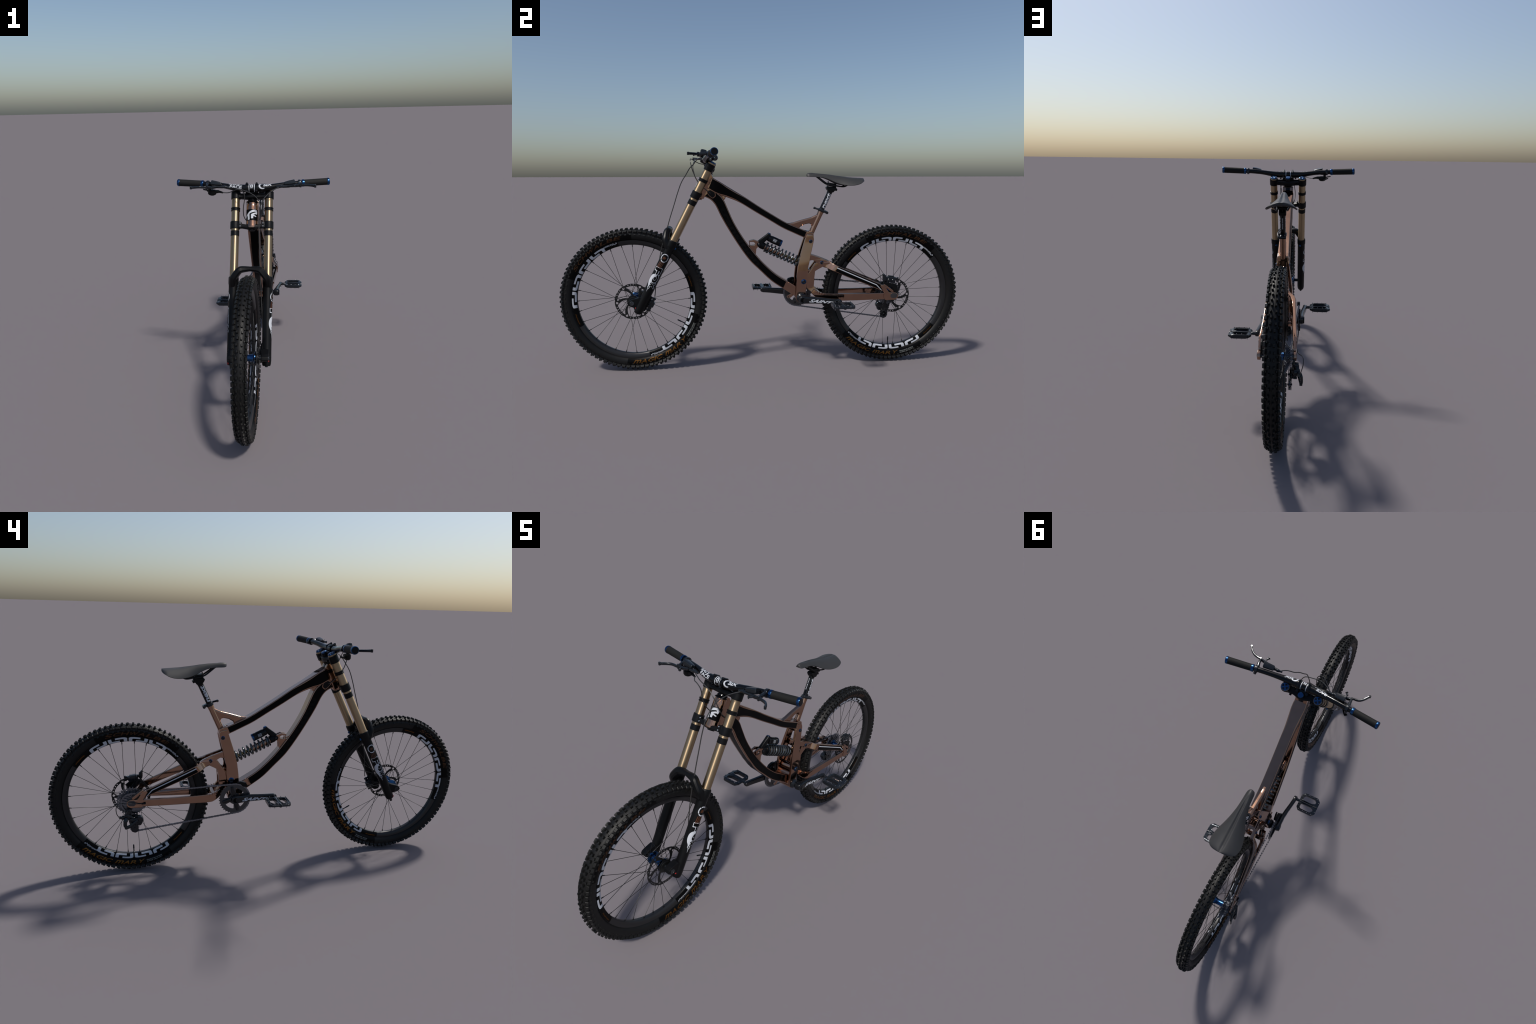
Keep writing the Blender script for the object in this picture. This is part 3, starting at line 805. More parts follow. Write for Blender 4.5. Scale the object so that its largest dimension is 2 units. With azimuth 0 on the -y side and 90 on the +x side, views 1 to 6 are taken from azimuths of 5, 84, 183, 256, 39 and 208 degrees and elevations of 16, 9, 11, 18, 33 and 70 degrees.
# link bar: from behind the mast to the shoulder of the seat stay
bar = [(.205, .570), (.226, .5695), (.250, .561), (.272, .5535), (.292, .546), (.316, .5355), (.330, .529), (.318, .508), (.300, .500), (.288, .505), (.272, .512), (.258, .526), (.250, .532), (.236, .5405), (.222, .5375), (.205, .545)]
g = both(plate(fillet(bar, .005, 2), -.0130, 0, bev=.003, step=.012, shift=lambda y, z: lerp_tab(stayx, y)))
g.join(box((0, .268, .537), (.040, .020, .016), .004, Matrix.Rotation(-.4, 3, 'X')))
g.join(rod((-.022, .210, .556), (.022, .210, .556), .012, 20, .002))
mesh("rocker_link", g, COPPER, SW, angle=40)
# yoke: triangular strut between shoulder, main pivot and chain stay
yo = [(.262, .532), (.276, .541), (.300, .530), (.306, .512), (.290, .506), (.266, .494), (.2495, .484), (.2455, .450), (.2430, .410), (.2580, .390), (.2660, .372), (.2500, .362), (.2260, .382), (.2060, .400), (.1960, .420), (.1960, .450), (.2110, .470), (.2320, .500), (.2500, .526)]
def yx(y, z):
    return lerp_tab([(.36, .0470), (.38, .0410), (.40, .0375), (.54, .0268)], z) if True else 0
g = both(plate(fillet(yo, .004, 2), -.0150, 0, bev=.003, step=.012, shift=yx))
g.join(rod((-.034, .1885, .436), (.034, .1885, .436), .0185, 24, .003))
g.join(box((0, .228, .470), (.052, .018, .050), .006, Matrix.Rotation(.5, 3, 'X')))
mesh("swingarm_yoke", g, COPPER, SW, angle=40)
# seat stay: a bent rectangular bar, black outer face with a white line
def bar_loft(rows, black=(), t0=0, t1=1, r=.004, n=5):
    """rows: yt zt yb zb xouter thickness"""
    S = crom(rows, n); rings = []; tg = None
    for yt, zt, yb, zb, xo, th in S:
        c = V((xo - th / 2, (yt + yb) / 2, (zt + zb) / 2)); h = V((0, yt - yb, zt - zb)) / 2; H = h.length; h.normalize()
        pr = rr_ring(th / 2, H, min(r, H * .9, th * .45)); tg = [p[2] for p in pr]
        rings.append([c + X * x + h * y for x, y, _ in pr])
    m = len(S) - 1
    return loft(rings, tags=lambda j, i: 1 if (tg[i] in black and t0 <= j / m < t1) else 0)
ss = [(.300, .542, .286, .510, .0310, .018), (.322, .532, .306, .500, .0370, .020), (.340, .523, .322, .4930, .0540, .022), (.362, .5135, .342, .4855, .0640, .020), (.420, .4880, .404, .4585, .0675, .017),
      (.500, .4530, .486, .4255, .0710, .016), (.576, .4200, .566, .3920, .0755, .0155), (.606, .4045, .594, .3790, .0770, .0150)]
S_black0 = .40
g = both(bar_loft(ss, {'right'}, 3 / 7 - .02, 6.4 / 7, .0035))
mesh("seat_stay", g, [COPPER, FRAME_BLACK], SW, angle=35)
def stay_map(off):
    def fn(y, z): return V((lerp_tab([(.335, .0590), (.345, .0642), (.355, .0660), (.37, .0672), (.42, .0680), (.50, .0712), (.576, .0757), (.606, .0772)], y) + off, y, z))
    return fn
wl = stroke([(.352, .5055), (.450, .4620), (.552, .4175), (.5785, .3895)], [.0050, .0046, .0044, .0022])
for sg in (1, -1):
    f = stay_map(.0006)
    ink("seat_stay_stripe", fill2d(wl), (lambda a, b, sg=sg, f=f: V((sg * f(a, b).x, f(a, b).y, f(a, b).z))), WHITE, SW, .01, None)
# chain stay
cs = [(.243, .397, .226, .378, .0500, .016), (.258, .386, .246, .358, .0550, .018), (.280, .3790, .272, .3420, .0610, .018), (.300, .3765, .298, .3375, .0635, .0165), (.380, .3745, .380, .3375, .0660, .016),
      (.480, .3735, .480, .3385, .0695, .0155), (.580, .3740, .580, .3410, .0735, .0150), (.632, .3750, .632, .3425, .0770, .0150)]
mesh("chain_stay", both(bar_loft(cs, (), 0, 1, .0035)), COPPER, SW, angle=35)
# ripple notches where the chain stay bends
g = Geo()
for k in range(4):
    g.join(box((.052 + .0035 * k, .256 + .011 * k, .3835 - .0035 * k), (.012, .0040, .012), .0016))
mesh("chain_stay_rib", both(g), COPPER, SW)
mesh("stay_bridge", box((0, .268, .366), (.098, .020, .026), .006, Matrix.Rotation(-.6, 3, 'X')), COPPER, SW)
# dropout: lug round the axle with two struts up to the seat stay
dl = [(.570, .412), (.583, .4185), (.594, .413), (.612, .386), (.618, .378), (.650, .377), (.662, .370), (.6665, .358), (.661, .345), (.648, .338), (.600, .3375), (.590, .352), (.592, .376)]
g = plate(fillet(dl, .004, 2), .0640, .0772, bev=.0025)
g.join(plate(fillet([(.588, .4165), (.594, .420), (.640, .387), (.643, .378), (.634, .376), (.622, .385)], .002), .0640, .0740, bev=.0015))
mesh("dropout", both(g), COPPER, SW, angle=40)
g = plate(fillet([(.6255, .367), (.633, .3725), (.652, .3725), (.660, .367), (.661, .356), (.654, .349), (.634, .348), (.6255, .354)], .006), .0760, .0784, bev=.001)
mesh("axle_cover", both(g), RING_GREY, SW)

# ------------------------------------------------------------------ shock
SHK = group("shock", (0, .08, .57))
A0 = V((0, -.0300, .6215)); AD = (V((0, .190, .521)) - A0).normalized(); AN = V((0, -AD.z, AD.y))
def SK(s, n=0, x=0): return A0 + AD * s + AN * n + X * x
mesh("shock_body", lathe(A0, AD, [(.010, .012), (.012, .0150), (.124, .0150), (.126, .0130), (.128, .009)], 32), COPPER, SHK)
mesh("shock_shaft", lathe(A0, AD, [(.120, .0068), (.225, .0068)], 20), BROWN, SHK)
# coil
turns, s0, s1 = 8.8, .042, .217; path = []
for i in range(int(turns * 22) + 1):
    t = i / (turns * 22); a = 2 * pi * turns * t + 1.9
    path.append(A0 + AD * (s0 + (s1 - s0) * t) + (X * cos(a) + AN * sin(a)) * .0232)
mesh("coil_spring", tube(path, .0046, 10), GREY_STEEL, SHK)
g = lathe(A0, AD, [(.0335, .0165), (.034, .0255), (.0375, .0265), (.041, .0255), (.0415, .016)], 28)
mesh("spring_collar", g, ALLOY, SHK)
mesh("spring_seat", lathe(A0, AD, [(.214, .010), (.2145, .0258), (.219, .0262), (.220, .012)], 28), ALLOY, SHK)
# head: eye, neck and piggyback arm
g = rod((-.018, A0.y, A0.z), (.018, A0.y, A0.z), .0115, 24, .002)
g.join(lathe(A0, AD, [(-.002, .012), (.006, .0165), (.010, .0180), (.028, .0178), (.030, .016)], 28))
arm = [SK(.000, .004), SK(.008, .022), SK(.017, .040), SK(.025, .0555), SK(.028, .066)]
g.join(tube(arm, [(.015, .0115), (.0135, .010), (.0125, .0095), (.012, .0105), (.0105, .0095)], sect=squircle(16, .6), up=(1, 0, 0)))
mesh("shock_head", g, MATT_BLACK, SHK, angle=40)
g = lathe(SK(0, .047), AD, [(.028, .012), (.030, .0160), (.040, .0168), (.0405, .0158), (.044, .0158), (.0445, .0178), (.078, .0178), (.0785, .0170), (.083, .0170), (.0835, .0178), (.094, .0178)], 32)
mesh("piggyback_reservoir", g, GLOSS_BLACK, SHK)
g = lathe(SK(0, .047), AD, [(.0935, .0170), (.094, .0182), (.099, .0182), (.102, .0165), (.103, .008)], 32)
mesh("reservoir_cap", g, BLUE, SHK)
mesh("adjuster_knob", lathe(SK(.026, .064), AN, [(0, .0085), (.006, .0085), (.0075, .0065)], 16), BLUE, SHK)
mesh("shock_bolt", both(lathe(A0 + X * .0150, X, [(0, .006), (.0035, .006), (.0045, .0045)], 6)), ALLOY, SHK)
for sg in (1, -1):
    mp = cyl_map(SK(.050 if sg > 0 else .078, .047), AD * sg, AN, .0178, .0003)
    for i, (s, w, h) in enumerate((("DHX RC4", .018, .0035), ("FOX", .018, .0085), ("FACTORY", .018, .0025))):
        T = text(s, w, h, 0, .02); T.xf(lambda p: V((.005 + p.x, (.005, -.0050, -.0085)[i] + p.y, 0)))
        ink("reservoir_lettering", T, mp, WHITE if i < 2 else GREYINK, SHK)
g = rod((-.022, .186, .523), (.022, .186, .523), .012, 22, .002)
mesh("shock_lower_eye", g, MATT_BLACK, SHK)

# ------------------------------------------------------------------ seat
SEAT = group("seat_assembly", SP0)
mesh("seatpost", lathe(SP0, SD, [(-.05, .0128), (.080, .0128), (.088, .0130), (.096, .0140), (.106, .0150), (.112, .0135)], 36), GLOSS_BLACK, SEAT)
ph = SE(.108)
g = Geo()
cl = fillet([(-.022, -.006), (-.026, .004), (-.021, .010), (.020, .007), (.030, -.006), (.026, -.014), (.018, -.010), (.010, -.020), (-.012, -.018)], .003)
g.join(plate([(ph.y + a + .001, ph.z + b + .006) for a, b in cl], -.016, .016, bev=.003))
g.join(box((0, .331, .9085), (.054, .040, .009), .003, Matrix.Rotation(-.17, 3, 'X')))
g.join(box((0, .331, .9165), (.050, .034, .007), .0025, Matrix.Rotation(-.17, 3, 'X')))
for y, z in ((.3125, .888), (.352, .884)):
    g.join(rod((0, y, z), (0, y + .002, z + .042), .0026, 8)); g.join(rod((-.008, y, z + .004), (.008, y, z + .004), .0048, 12))
mesh("seat_clamp_head", g, MATT_BLACK, SEAT)
for sg in (1, -1):
    mp = cyl_map(SE(.008), SD, V((0, -sg, .0)) - SD * V((0, -sg, 0)).dot(SD), .0128, .0003)
    T = text("next", .080, .0185, .15, .035); T.xf(lambda p: V((p.x, p.y - .010, 0)))
    ink("seatpost_lettering", T, mp, WHITE, SEAT)
fd = V((0, -SD.z, SD.y))
mp = cyl_map(SE(.030), SD, V((-1, 0, 0)), .0128, .0003)
T = text("RACE FACE", .055, .0042, 0, .03); T.xf(lambda p: V((p.x, p.y - .002, 0)))
ink("seatpost_lettering", T, mp, WHITE, SEAT)
mp = cyl_map(SE(.030), SD, V((1, 0, 0)), .0128, .0003)
ink("seatpost_lettering", cut(T, .004, None), mp, WHITE, SEAT)
# quick-release collar
g = lathe(SP0, SD, [(-.0125, .0150), (-.012, .0172), (-.006, .0178), (.001, .0172), (.003, .0150), (.0032, .013)], 32)
g.join(box(SE(-.005) + V((0, .0215, -.007)), (.020, .016, .013), .003, Matrix.Rotation(-.42, 3, 'X')))
g.join(rod(SE(-.005) + V((-.016, .026, -.011)), SE(-.005) + V((.018, .026, -.011)), .0068, 16))
g.join(tube(crom([SE(-.005) + V((.018, .026, -.010)), SE(-.005) + V((.022, .010, -.004)), SE(-.004) + V((.021, -.012, .004)), SE(-.004) + V((.014, -.030, .010)), SE(-.004) + V((.009, -.036, .0125))], 4),
            [(.0035, .0055)] * 8 + [(.003, .0045)] * 5 + [(.003, .005)] * 4, sect=squircle(10, .7), up=(0, 0, 1)))
g.join(lathe(SE(-.004) + V((.009, -.037, .0125)), X, [(-.006, .004), (-.004, .006), (.003, .006), (.005, .004)], 14))
mesh("seat_collar", g, ALLOY, SEAT)
# rails
for sg in (1, -1):
    pts = [(sg * .010, .243, .958), (sg * .012, .256, .9525), (sg * .017, .276, .938), (sg * .0205, .297, .9225), (sg * .0215, .313, .9145), (sg * .0215, .355, .9065), (sg * .0225, .384, .9025), (sg * .027, .400, .9075), (sg * .034, .418, .922), (sg * .037, .430, .930)]
    mesh("saddle_rail", tube(crom(pts, 5), .0036, 10), GLOSS_BLACK, SEAT)
# saddle shell
st = [  # y, half width, top z, edge z
    (.2060, .0030, .9615, .9590), (.2072, .0085, .9655, .9560), (.2105, .0135, .9680, .9535), (.2180, .0168, .9698, .9520), (.2300, .0184, .9703, .9514), (.2460, .0193, .9695, .9512), (.2700, .0208, .9678, .9500), (.2950, .0240, .9655, .9455),
    (.3200, .0305, .9625, .9360), (.3450, .0390, .9585, .9240), (.3700, .0485, .9548, .9150), (.3950, .0580, .9515, .9108), (.4180, .0640, .9490, .9103), (.4380, .0668, .9475, .9120), (.4560, .0655, .9465, .9165),
    (.4710, .0605, .9458, .9225), (.4810, .0500, .9452, .9275), (.4870, .0360, .9448, .9310), (.4895, .0200, .9445, .9325), (.4902, .0060, .9435, .9335)]
S = crom(st, 3); NX = 40; top = Geo(); rings_t = []
def sad(y, w, zt, ze, q):
    x = w * sin(q * pi / 2) if True else w * q
    u = abs(x) / w
    groove = .0055 * math.exp(-(x / .0052) ** 4) * max(0, min(1, (y - .235) / .05)) * max(0, min(1, (.500 - y) / .04))
    z = zt - (zt - ze) * (u ** 2.3) - groove
    return V((x, y, z))
rings = []
for y, w, zt, ze in S:
    up = [sad(y, w, zt, ze, -1 + 2 * i / NX) for i in range(NX + 1)]
    dn = []
    for i in range(NX - 1, 0, -1):
        p = sad(y, w, zt, ze, -1 + 2 * i / NX); u = abs(p.x) / w
        th = min(.015, (zt - ze) * .8 + .002) * (1 - u ** 4) + .0015
        k = max(0, min(1, (.300 - y) / .05)); zz = min(p.z - .0025, max(p.z - th, ze - .001))
        dn.append(V((p.x * .97, y - (.002 if y > .47 else 0), zz * (1 - k) + (ze - .0012) * k)))
    rings.append(up + dn)
n = len(rings[0])
g = loft(rings, tags=lambda j, i: 0 if i < NX else 1)
o = mesh("saddle", g, [LEATHER, SADDLE_BASE], SEAT, angle=70)

# ------------------------------------------------------------------ cockpit
BAR = group("cockpit", (0, -.283, 1.032))
hp = [(0, -.2832, 1.0321, .0172), (.030, -.2832, 1.0321, .0172), (.052, -.2825, 1.0325, .0166), (.078, -.280, 1.0345, .0150), (.110, -.2755, 1.0395, .0130), (.140, -.271, 1.0440, .0120), (.170, -.2668, 1.0468, .0117), (.200, -.2625, 1.0490, .0117), (.260, -.254, 1.0515, .0117), (.352, -.2412, 1.0550, .0117)]
fullb = crom([(-r[0],) + tuple(r[1:]) for r in hp[:0:-1]] + hp, 5)
mesh("handlebar", tube([p[:3] for p in fullb], [p[3] for p in fullb], 24), GLOSS_BLACK, BAR)
def bar_at(x):
    xs = abs(x); S = crom(hp, 6)
    for a, b in zip(S, S[1:]):
        if a[0] <= xs <= b[0] + 1e-9:
            t = (xs - a[0]) / (b[0] - a[0]); r = [a[k] + (b[k] - a[k]) * t for k in range(4)]
            return V((x, r[1], r[2])), r[3]
    return V((x, S[-1][1], S[-1][2])), S[-1][3]
def bar_dir(x):
    return (bar_at(x + .003)[0] - bar_at(x - .003)[0]).normalized()
for sg in (1, -1):
    p0, p1 = bar_at(sg * .229)[0], bar_at(sg * .352)[0]; d = (p1 - p0).normalized(); L = (p1 - p0).length
    prof = [(.010, .0135)]
    k = 0; s = .011
    while s < L - .008:
        rr = .0152 + .0008 * (s / L)
        prof += [(s, rr - .0001), (s + .0012, rr + .0001), (s + .0026, rr + .0001), (s + .0036, rr - .0001)]; s += .0042
    prof += [(L - .006, .0135)]
    mesh("grip", lathe(p0, d, prof, 30), GRIP, BAR)
    mesh("grip_collar", lathe(p0, d, [(-.001, .0122), (-.0005, .0160), (.001, .0168), (.009, .0168), (.011, .0160), (.0112, .013)], 30), BLUE, BAR)
    mesh("grip_end", lathe(p0, d, [(L - .008, .0130), (L - .0078, .0158), (L - .006, .0168), (L + .0005, .0168), (L + .003, .0155), (L + .0032, .0140)], 30), BLUE, BAR)
    mesh("grip_plug", lathe(p0, d, [(L + .001, .0141), (L + .0036, .0139), (L + .0044, .0120)], 30), MATT_BLACK, BAR)
# stem: clamps and block on the crown
g = Geo()
bc = V(hp[0][:3])
for sg in (1, -1):
    g.join(lathe(bc + X * sg * .0155, X * sg, [(0, .0175), (.0005, .0208), (.0015, .0214), (.0130, .0214), (.0140, .0208), (.0145, .0175)], 32))
    g.join(box(FK(sg * .0225, -.016, -.008), (.015, .034, .026), .004, ROTF))
    for ds in (-.017, .017):
        g.join(rod(FK(sg * .0225, -.052, .0025 + ds), FK(sg * .0225, -.020, .0025 + ds), .0052, 12))
g.join(box(FK(0, -.012, -.012), (.050, .030, .010), .003, ROTF))
mesh("stem", g, GLOSS_BLACK, BAR)
g = Geo()
for sg in (1, -1): g.join(lathe(bc + X * sg * .0108, X * sg, [(0, .0173), (.0002, .0176), (.0032, .0176), (.0034, .0173)], 32))
mesh("bar_ring_mark", g, WHITE, BAR)
# bar graphics: text x along +x, wraps upwards; centred towards front and top
def bar_map(x0, up, r=None):
    def fn(a, b):
        c, rr = bar_at(x0 + a); d = bar_dir(x0 + a)
        fw = V((0, -1, 0)); fw = (fw - d * fw.dot(d)).normalized(); uu = fw.cross(d) * -1
        if uu.z < 0: uu = -uu
        t = up + b / rr
        return c + (fw * cos(t) + uu * sin(t)) * (rr + .0004)
    return fn
T = text("RACE", .052, .0125, .1, .03); T.xf(lambda p: V((p.x, p.y + .001, 0)))
T2 = text("FACE", .058, .0150, .1, .03); T2.xf(lambda p: V((p.x + .006, p.y - .0155, 0))); T.join(T2)
ink("bar_lettering", T, bar_map(-.108, .95), WHITE, BAR, .004, .003)
T = text("SIX", .044, .0140, .25, .04); T.xf(lambda p: V((p.x + .018, p.y - .004, 0)))
cc = [(.0165 * cos(t) * .9 + .016, .014 * sin(t)) for t in [radians(50 + i * 25) for i in range(11)]]
T.join(fill2d(stroke(cc, [.004, .005, .006, .007, .0075, .0075, .0075, .007, .006, .005, .003])))
ink("bar_lettering", T, bar_map(.034, .85), WHITE, BAR, .004, .003)
T = fill2d(rect(-.0065, -.006, .0065, .006), [fillet([(-.004, -.0035), (.003, -.0035), (.003, .0005), (-.001, .0035)], .001)])
T.join(fill2d([(-.0065, .008), (.0065, .008), (.0065, .011), (-.0065, .0125)])); T.join(fill2d([(-.0065, -.008), (.0065, -.008), (.004, -.011), (-.0065, -.011)]))
ink("bar_emblem", T, bar_map(0, .80), WHITE, BAR, .004, .003)

# brake levers
def brake_lever(sg, xc, xm, pv, blade):
    G = Geo()
    c, r = bar_at(sg * xc); d = bar_dir(sg * xc)
    G.join(lathe(c - d * .006, d, [(0, .0125), (.0005, .0165), (.0015, .0172), (.0105, .0172), (.0115, .0165), (.012, .0125)], 24))
    G.join(box(c + V((0, .016, -.006)), (.012, .012, .012), .003))
    m0 = V((sg * (xm + .022), -.2890, 1.0598)); m1 = V((sg * (xm - .026), -.2940, 1.0535))
    # tapering master-cylinder body
    rows = []
    for t, w, h in ((0, .0115, .0100), (.05, .0140, .0120), (.55, .0130, .0105), (.93, .0115, .0080), (1, .0095, .0065)):
        p = m0.lerp(m1, t); dd = (m1 - m0).normalized(); uz = V((0, .25, 1)); uz = (uz - dd * uz.dot(dd)).normalized(); uy = dd.cross(uz)
        rows.append([p + uy * a * w + uz * b * h for a, b in squircle(18, .5)])
    G.join(loft(rows))
    dd = (m1 - m0).normalized()
    G.join(tube([m1.lerp(m0, .5) + V((0, -.005, -.014)), m1 + V((-sg * .006, -.006, -.012)), V((sg * (xm - .042), -.2985, 1.0425))], [.0075, .0068, .0055], 12))
    G.join(lathe(V((sg * (xm - .036), -.2975, 1.0425)), V((-sg, .0 - .12, -.12)), [(0, .0065), (.003, .0075), (.010, .0062), (.016, .0045), (.024, .0040), (.026, .0030)], 14))
    # arm from the clamp to the pivot
    pv = V(pv)
    G.join(tube([c + V((0, -.012, .002)), c.lerp(pv, .55) + V((0, 0, .003)), pv + V((0, .002, 0)), pv + V((-sg * .02, .004, -.003)), m1.lerp(m0, .35) + V((0, -.010, -.012))],
                [(.008, .007), (.0065, .007), (.007, .008), (.006, .007), (.006, .006)], sect=squircle(12, .7)))
    G.join(rod(pv + V((0, 0, -.010)), pv + V((0, 0, .010)), .0050, 14))
    G.join(rod(pv + V((-sg * .022, -.006, 0)), pv + V((-sg * .030, -.018, 0)), .0042, 12)); G.join(rod(pv + V((-sg * .030, -.018, 0)), pv + V((-sg * .032, -.021, 0)), .0065, 12))
    mesh("brake_lever_body", G, ALLOY, BAR, angle=40)
    bp = crom(blade, 6); k = len(bp) - 1
    g = tube(bp, [(.0034 + .0012 * sin(pi * i / k), .0062 - .0008 * sin(pi * i / k)) for i in range(k + 1)], sect=squircle(14, .6), up=(0, 0, 1))
    g.join(lathe(V(bp[-1]) - V((0, 0, .0066)), (0, 0, 1), [(0, .0040), (.0015, .0050), (.0118, .0050), (.0132, .0040)], 14))
    mesh("brake_lever", g, ALLOY, BAR)
    g = Geo(); a, b = V(bp[-8]), V(bp[-4])
    for i in range(4): g.join(rod(a.lerp(b, i / 3) + V((0, -.0042, .002 * (-1) ** i)), a.lerp(b, i / 3) + V((0, -.0052, .002 * (-1) ** i)), .0016, 8, .0002))
    mesh("lever_mark", g, STEEL, BAR, kind="stuff")
brake_lever(1, .217, .175, (.2228, -.3127, 1.049), [(.2200, -.311, 1.049), (.2300, -.3135, 1.0490), (.2440, -.3160, 1.0490), (.2600, -.3215, 1.0492), (.2745, -.3330, 1.0493), (.2835, -.3435, 1.0494), (.2875, -.3515, 1.0495)])
brake_lever(-1, .2085, .165, (-.2065, -.312, 1.042), [(-.2040, -.311, 1.0420), (-.2140, -.3160, 1.0425), (-.2260, -.3165, 1.0430), (-.2400, -.3200, 1.0440), (-.2540, -.3320, 1.0450), (-.2640, -.3450, 1.0460), (-.2707, -.3541, 1.0465)])
# shifter under the right bar
g = Geo()
sc = V((-.186, -.283, 1.014))
g.join(lathe(sc, (0, .1, -1), [(-.012, .012), (-.010, .019), (.004, .0205), (.010, .017), (.014, .009)], 20).xf(lambda p: V((p.x, sc.y + (p.y - sc.y) * .75, p.z))))
g.join(box(sc + V((.016, -.002, .004)), (.034, .018, .014), .004)); g.join(box(sc + V((-.012, .004, .018)), (.014, .014, .024), .003))
g.join(tube([sc + V((.03, -.003, .004)), sc + V((.041, -.005, .002)), sc + V((.052, -.007, -.001))], [.006, .005, .0035], 10))
g.join(tube(crom([sc + V((-.004, .004, .004)), sc + V((-.022, .012, .008)), sc + V((-.044, .010, .013))], 5), [(.008, .0035)] * 6 + [(.006, .003)] * 5, sect=squircle(12, .7), up=(0, 0, 1)))
g.join(tube(crom([sc + V((-.006, .010, -.006)), sc + V((-.016, .026, -.003)), sc + V((-.026, .038, .002))], 5), [(.007, .003)] * 11, sect=squircle(12, .7), up=(0, 0, 1)))
mesh("shifter", g, MATT_BLACK, BAR, angle=40)
# hoses and cables
def hose(nm, pts, r=.0022):
    mesh(nm, tube(crom(pts, 6), r, 8), CABLE, BAR)
hose("brake_hose", [(.125, -.302, 1.0385), (.110, -.316, 1.033), (.094, -.327, 1.025), (.075, -.338, 1.011), (.057, -.358, .992), (.045, -.377, .962), (.040, -.400, .925), (.0395, -.420, .873), (.041, -.437, .820), (.0435, -.457, .760), (.045, -.472, .710), (.0475, -.490, .654), (.051, -.506, .593), (.054, -.520, .520), (.057, -.532, .450), (.057, -.537, .405), (.057, -.540, .380)])
hose("brake_hose", [(-.112, -.306, 1.0375), (-.085, -.322, 1.040), (-.060, -.334, 1.038), (-.044, -.338, 1.0345), (-.015, -.340, 1.024), (.008, -.343, 1.013), (.027, -.345, .996), (.038, -.341, .976), (.0440, -.334, .950), (.0430, -.316, .920), (.0370, -.292, .896), (.0315, -.272, .880), (.0290, -.262, .872)], .0020)
hose("shift_cable", [(-.136, -.289, 1.0135), (-.126, -.300, 1.0145), (-.104, -.320, 1.018), (-.080, -.341, 1.029), (-.060, -.356, 1.038), (-.042, -.360, 1.034), (-.030, -.358, 1.020), (-.0275, -.354, 1.000), (-.031, -.348, .978), (-.036, -.338, .953), (-.0385, -.325, .930), (-.0385, -.305, .905), (-.034, -.284, .886), (-.0300, -.268, .876)], .0020)

# ------------------------------------------------------------------ drivetrain
DRV = group("drivetrain", BB)
TILT = radians(3.6)
CL = .179
def crank_arm(sg):
    """arm lofted from the axle boss to the pedal eye; local t runs along the arm"""
    e = V((0, cos(TILT), -sin(TILT))) * (1 if sg > 0 else -1)
    h = V((0, sin(TILT), cos(TILT)))
    rows = []
    for t, xc, th, hh in ((-.0185, .0830, .012, .006), (-.015, .0845, .0145, .0145), (-.006, .0860, .0165, .0190), (.008, .0870, .0165, .0195), (.030, .0880, .0140, .0180), (.060, .0900, .0115, .0165), (.100, .0950, .0105, .0150),
                          (.140, .1015, .0100, .0135), (.165, .1050, .0100, .0135), (.178, .1058, .0100, .0135), (.188, .1060, .0095, .0105), (.1925, .1060, .0080, .0050)):
        c = BB + e * t + X * sg * xc
        rows.append([c + X * a * th * sg + h * b * hh for a, b in squircle(22, .55)])
    return loft(rows), e, h
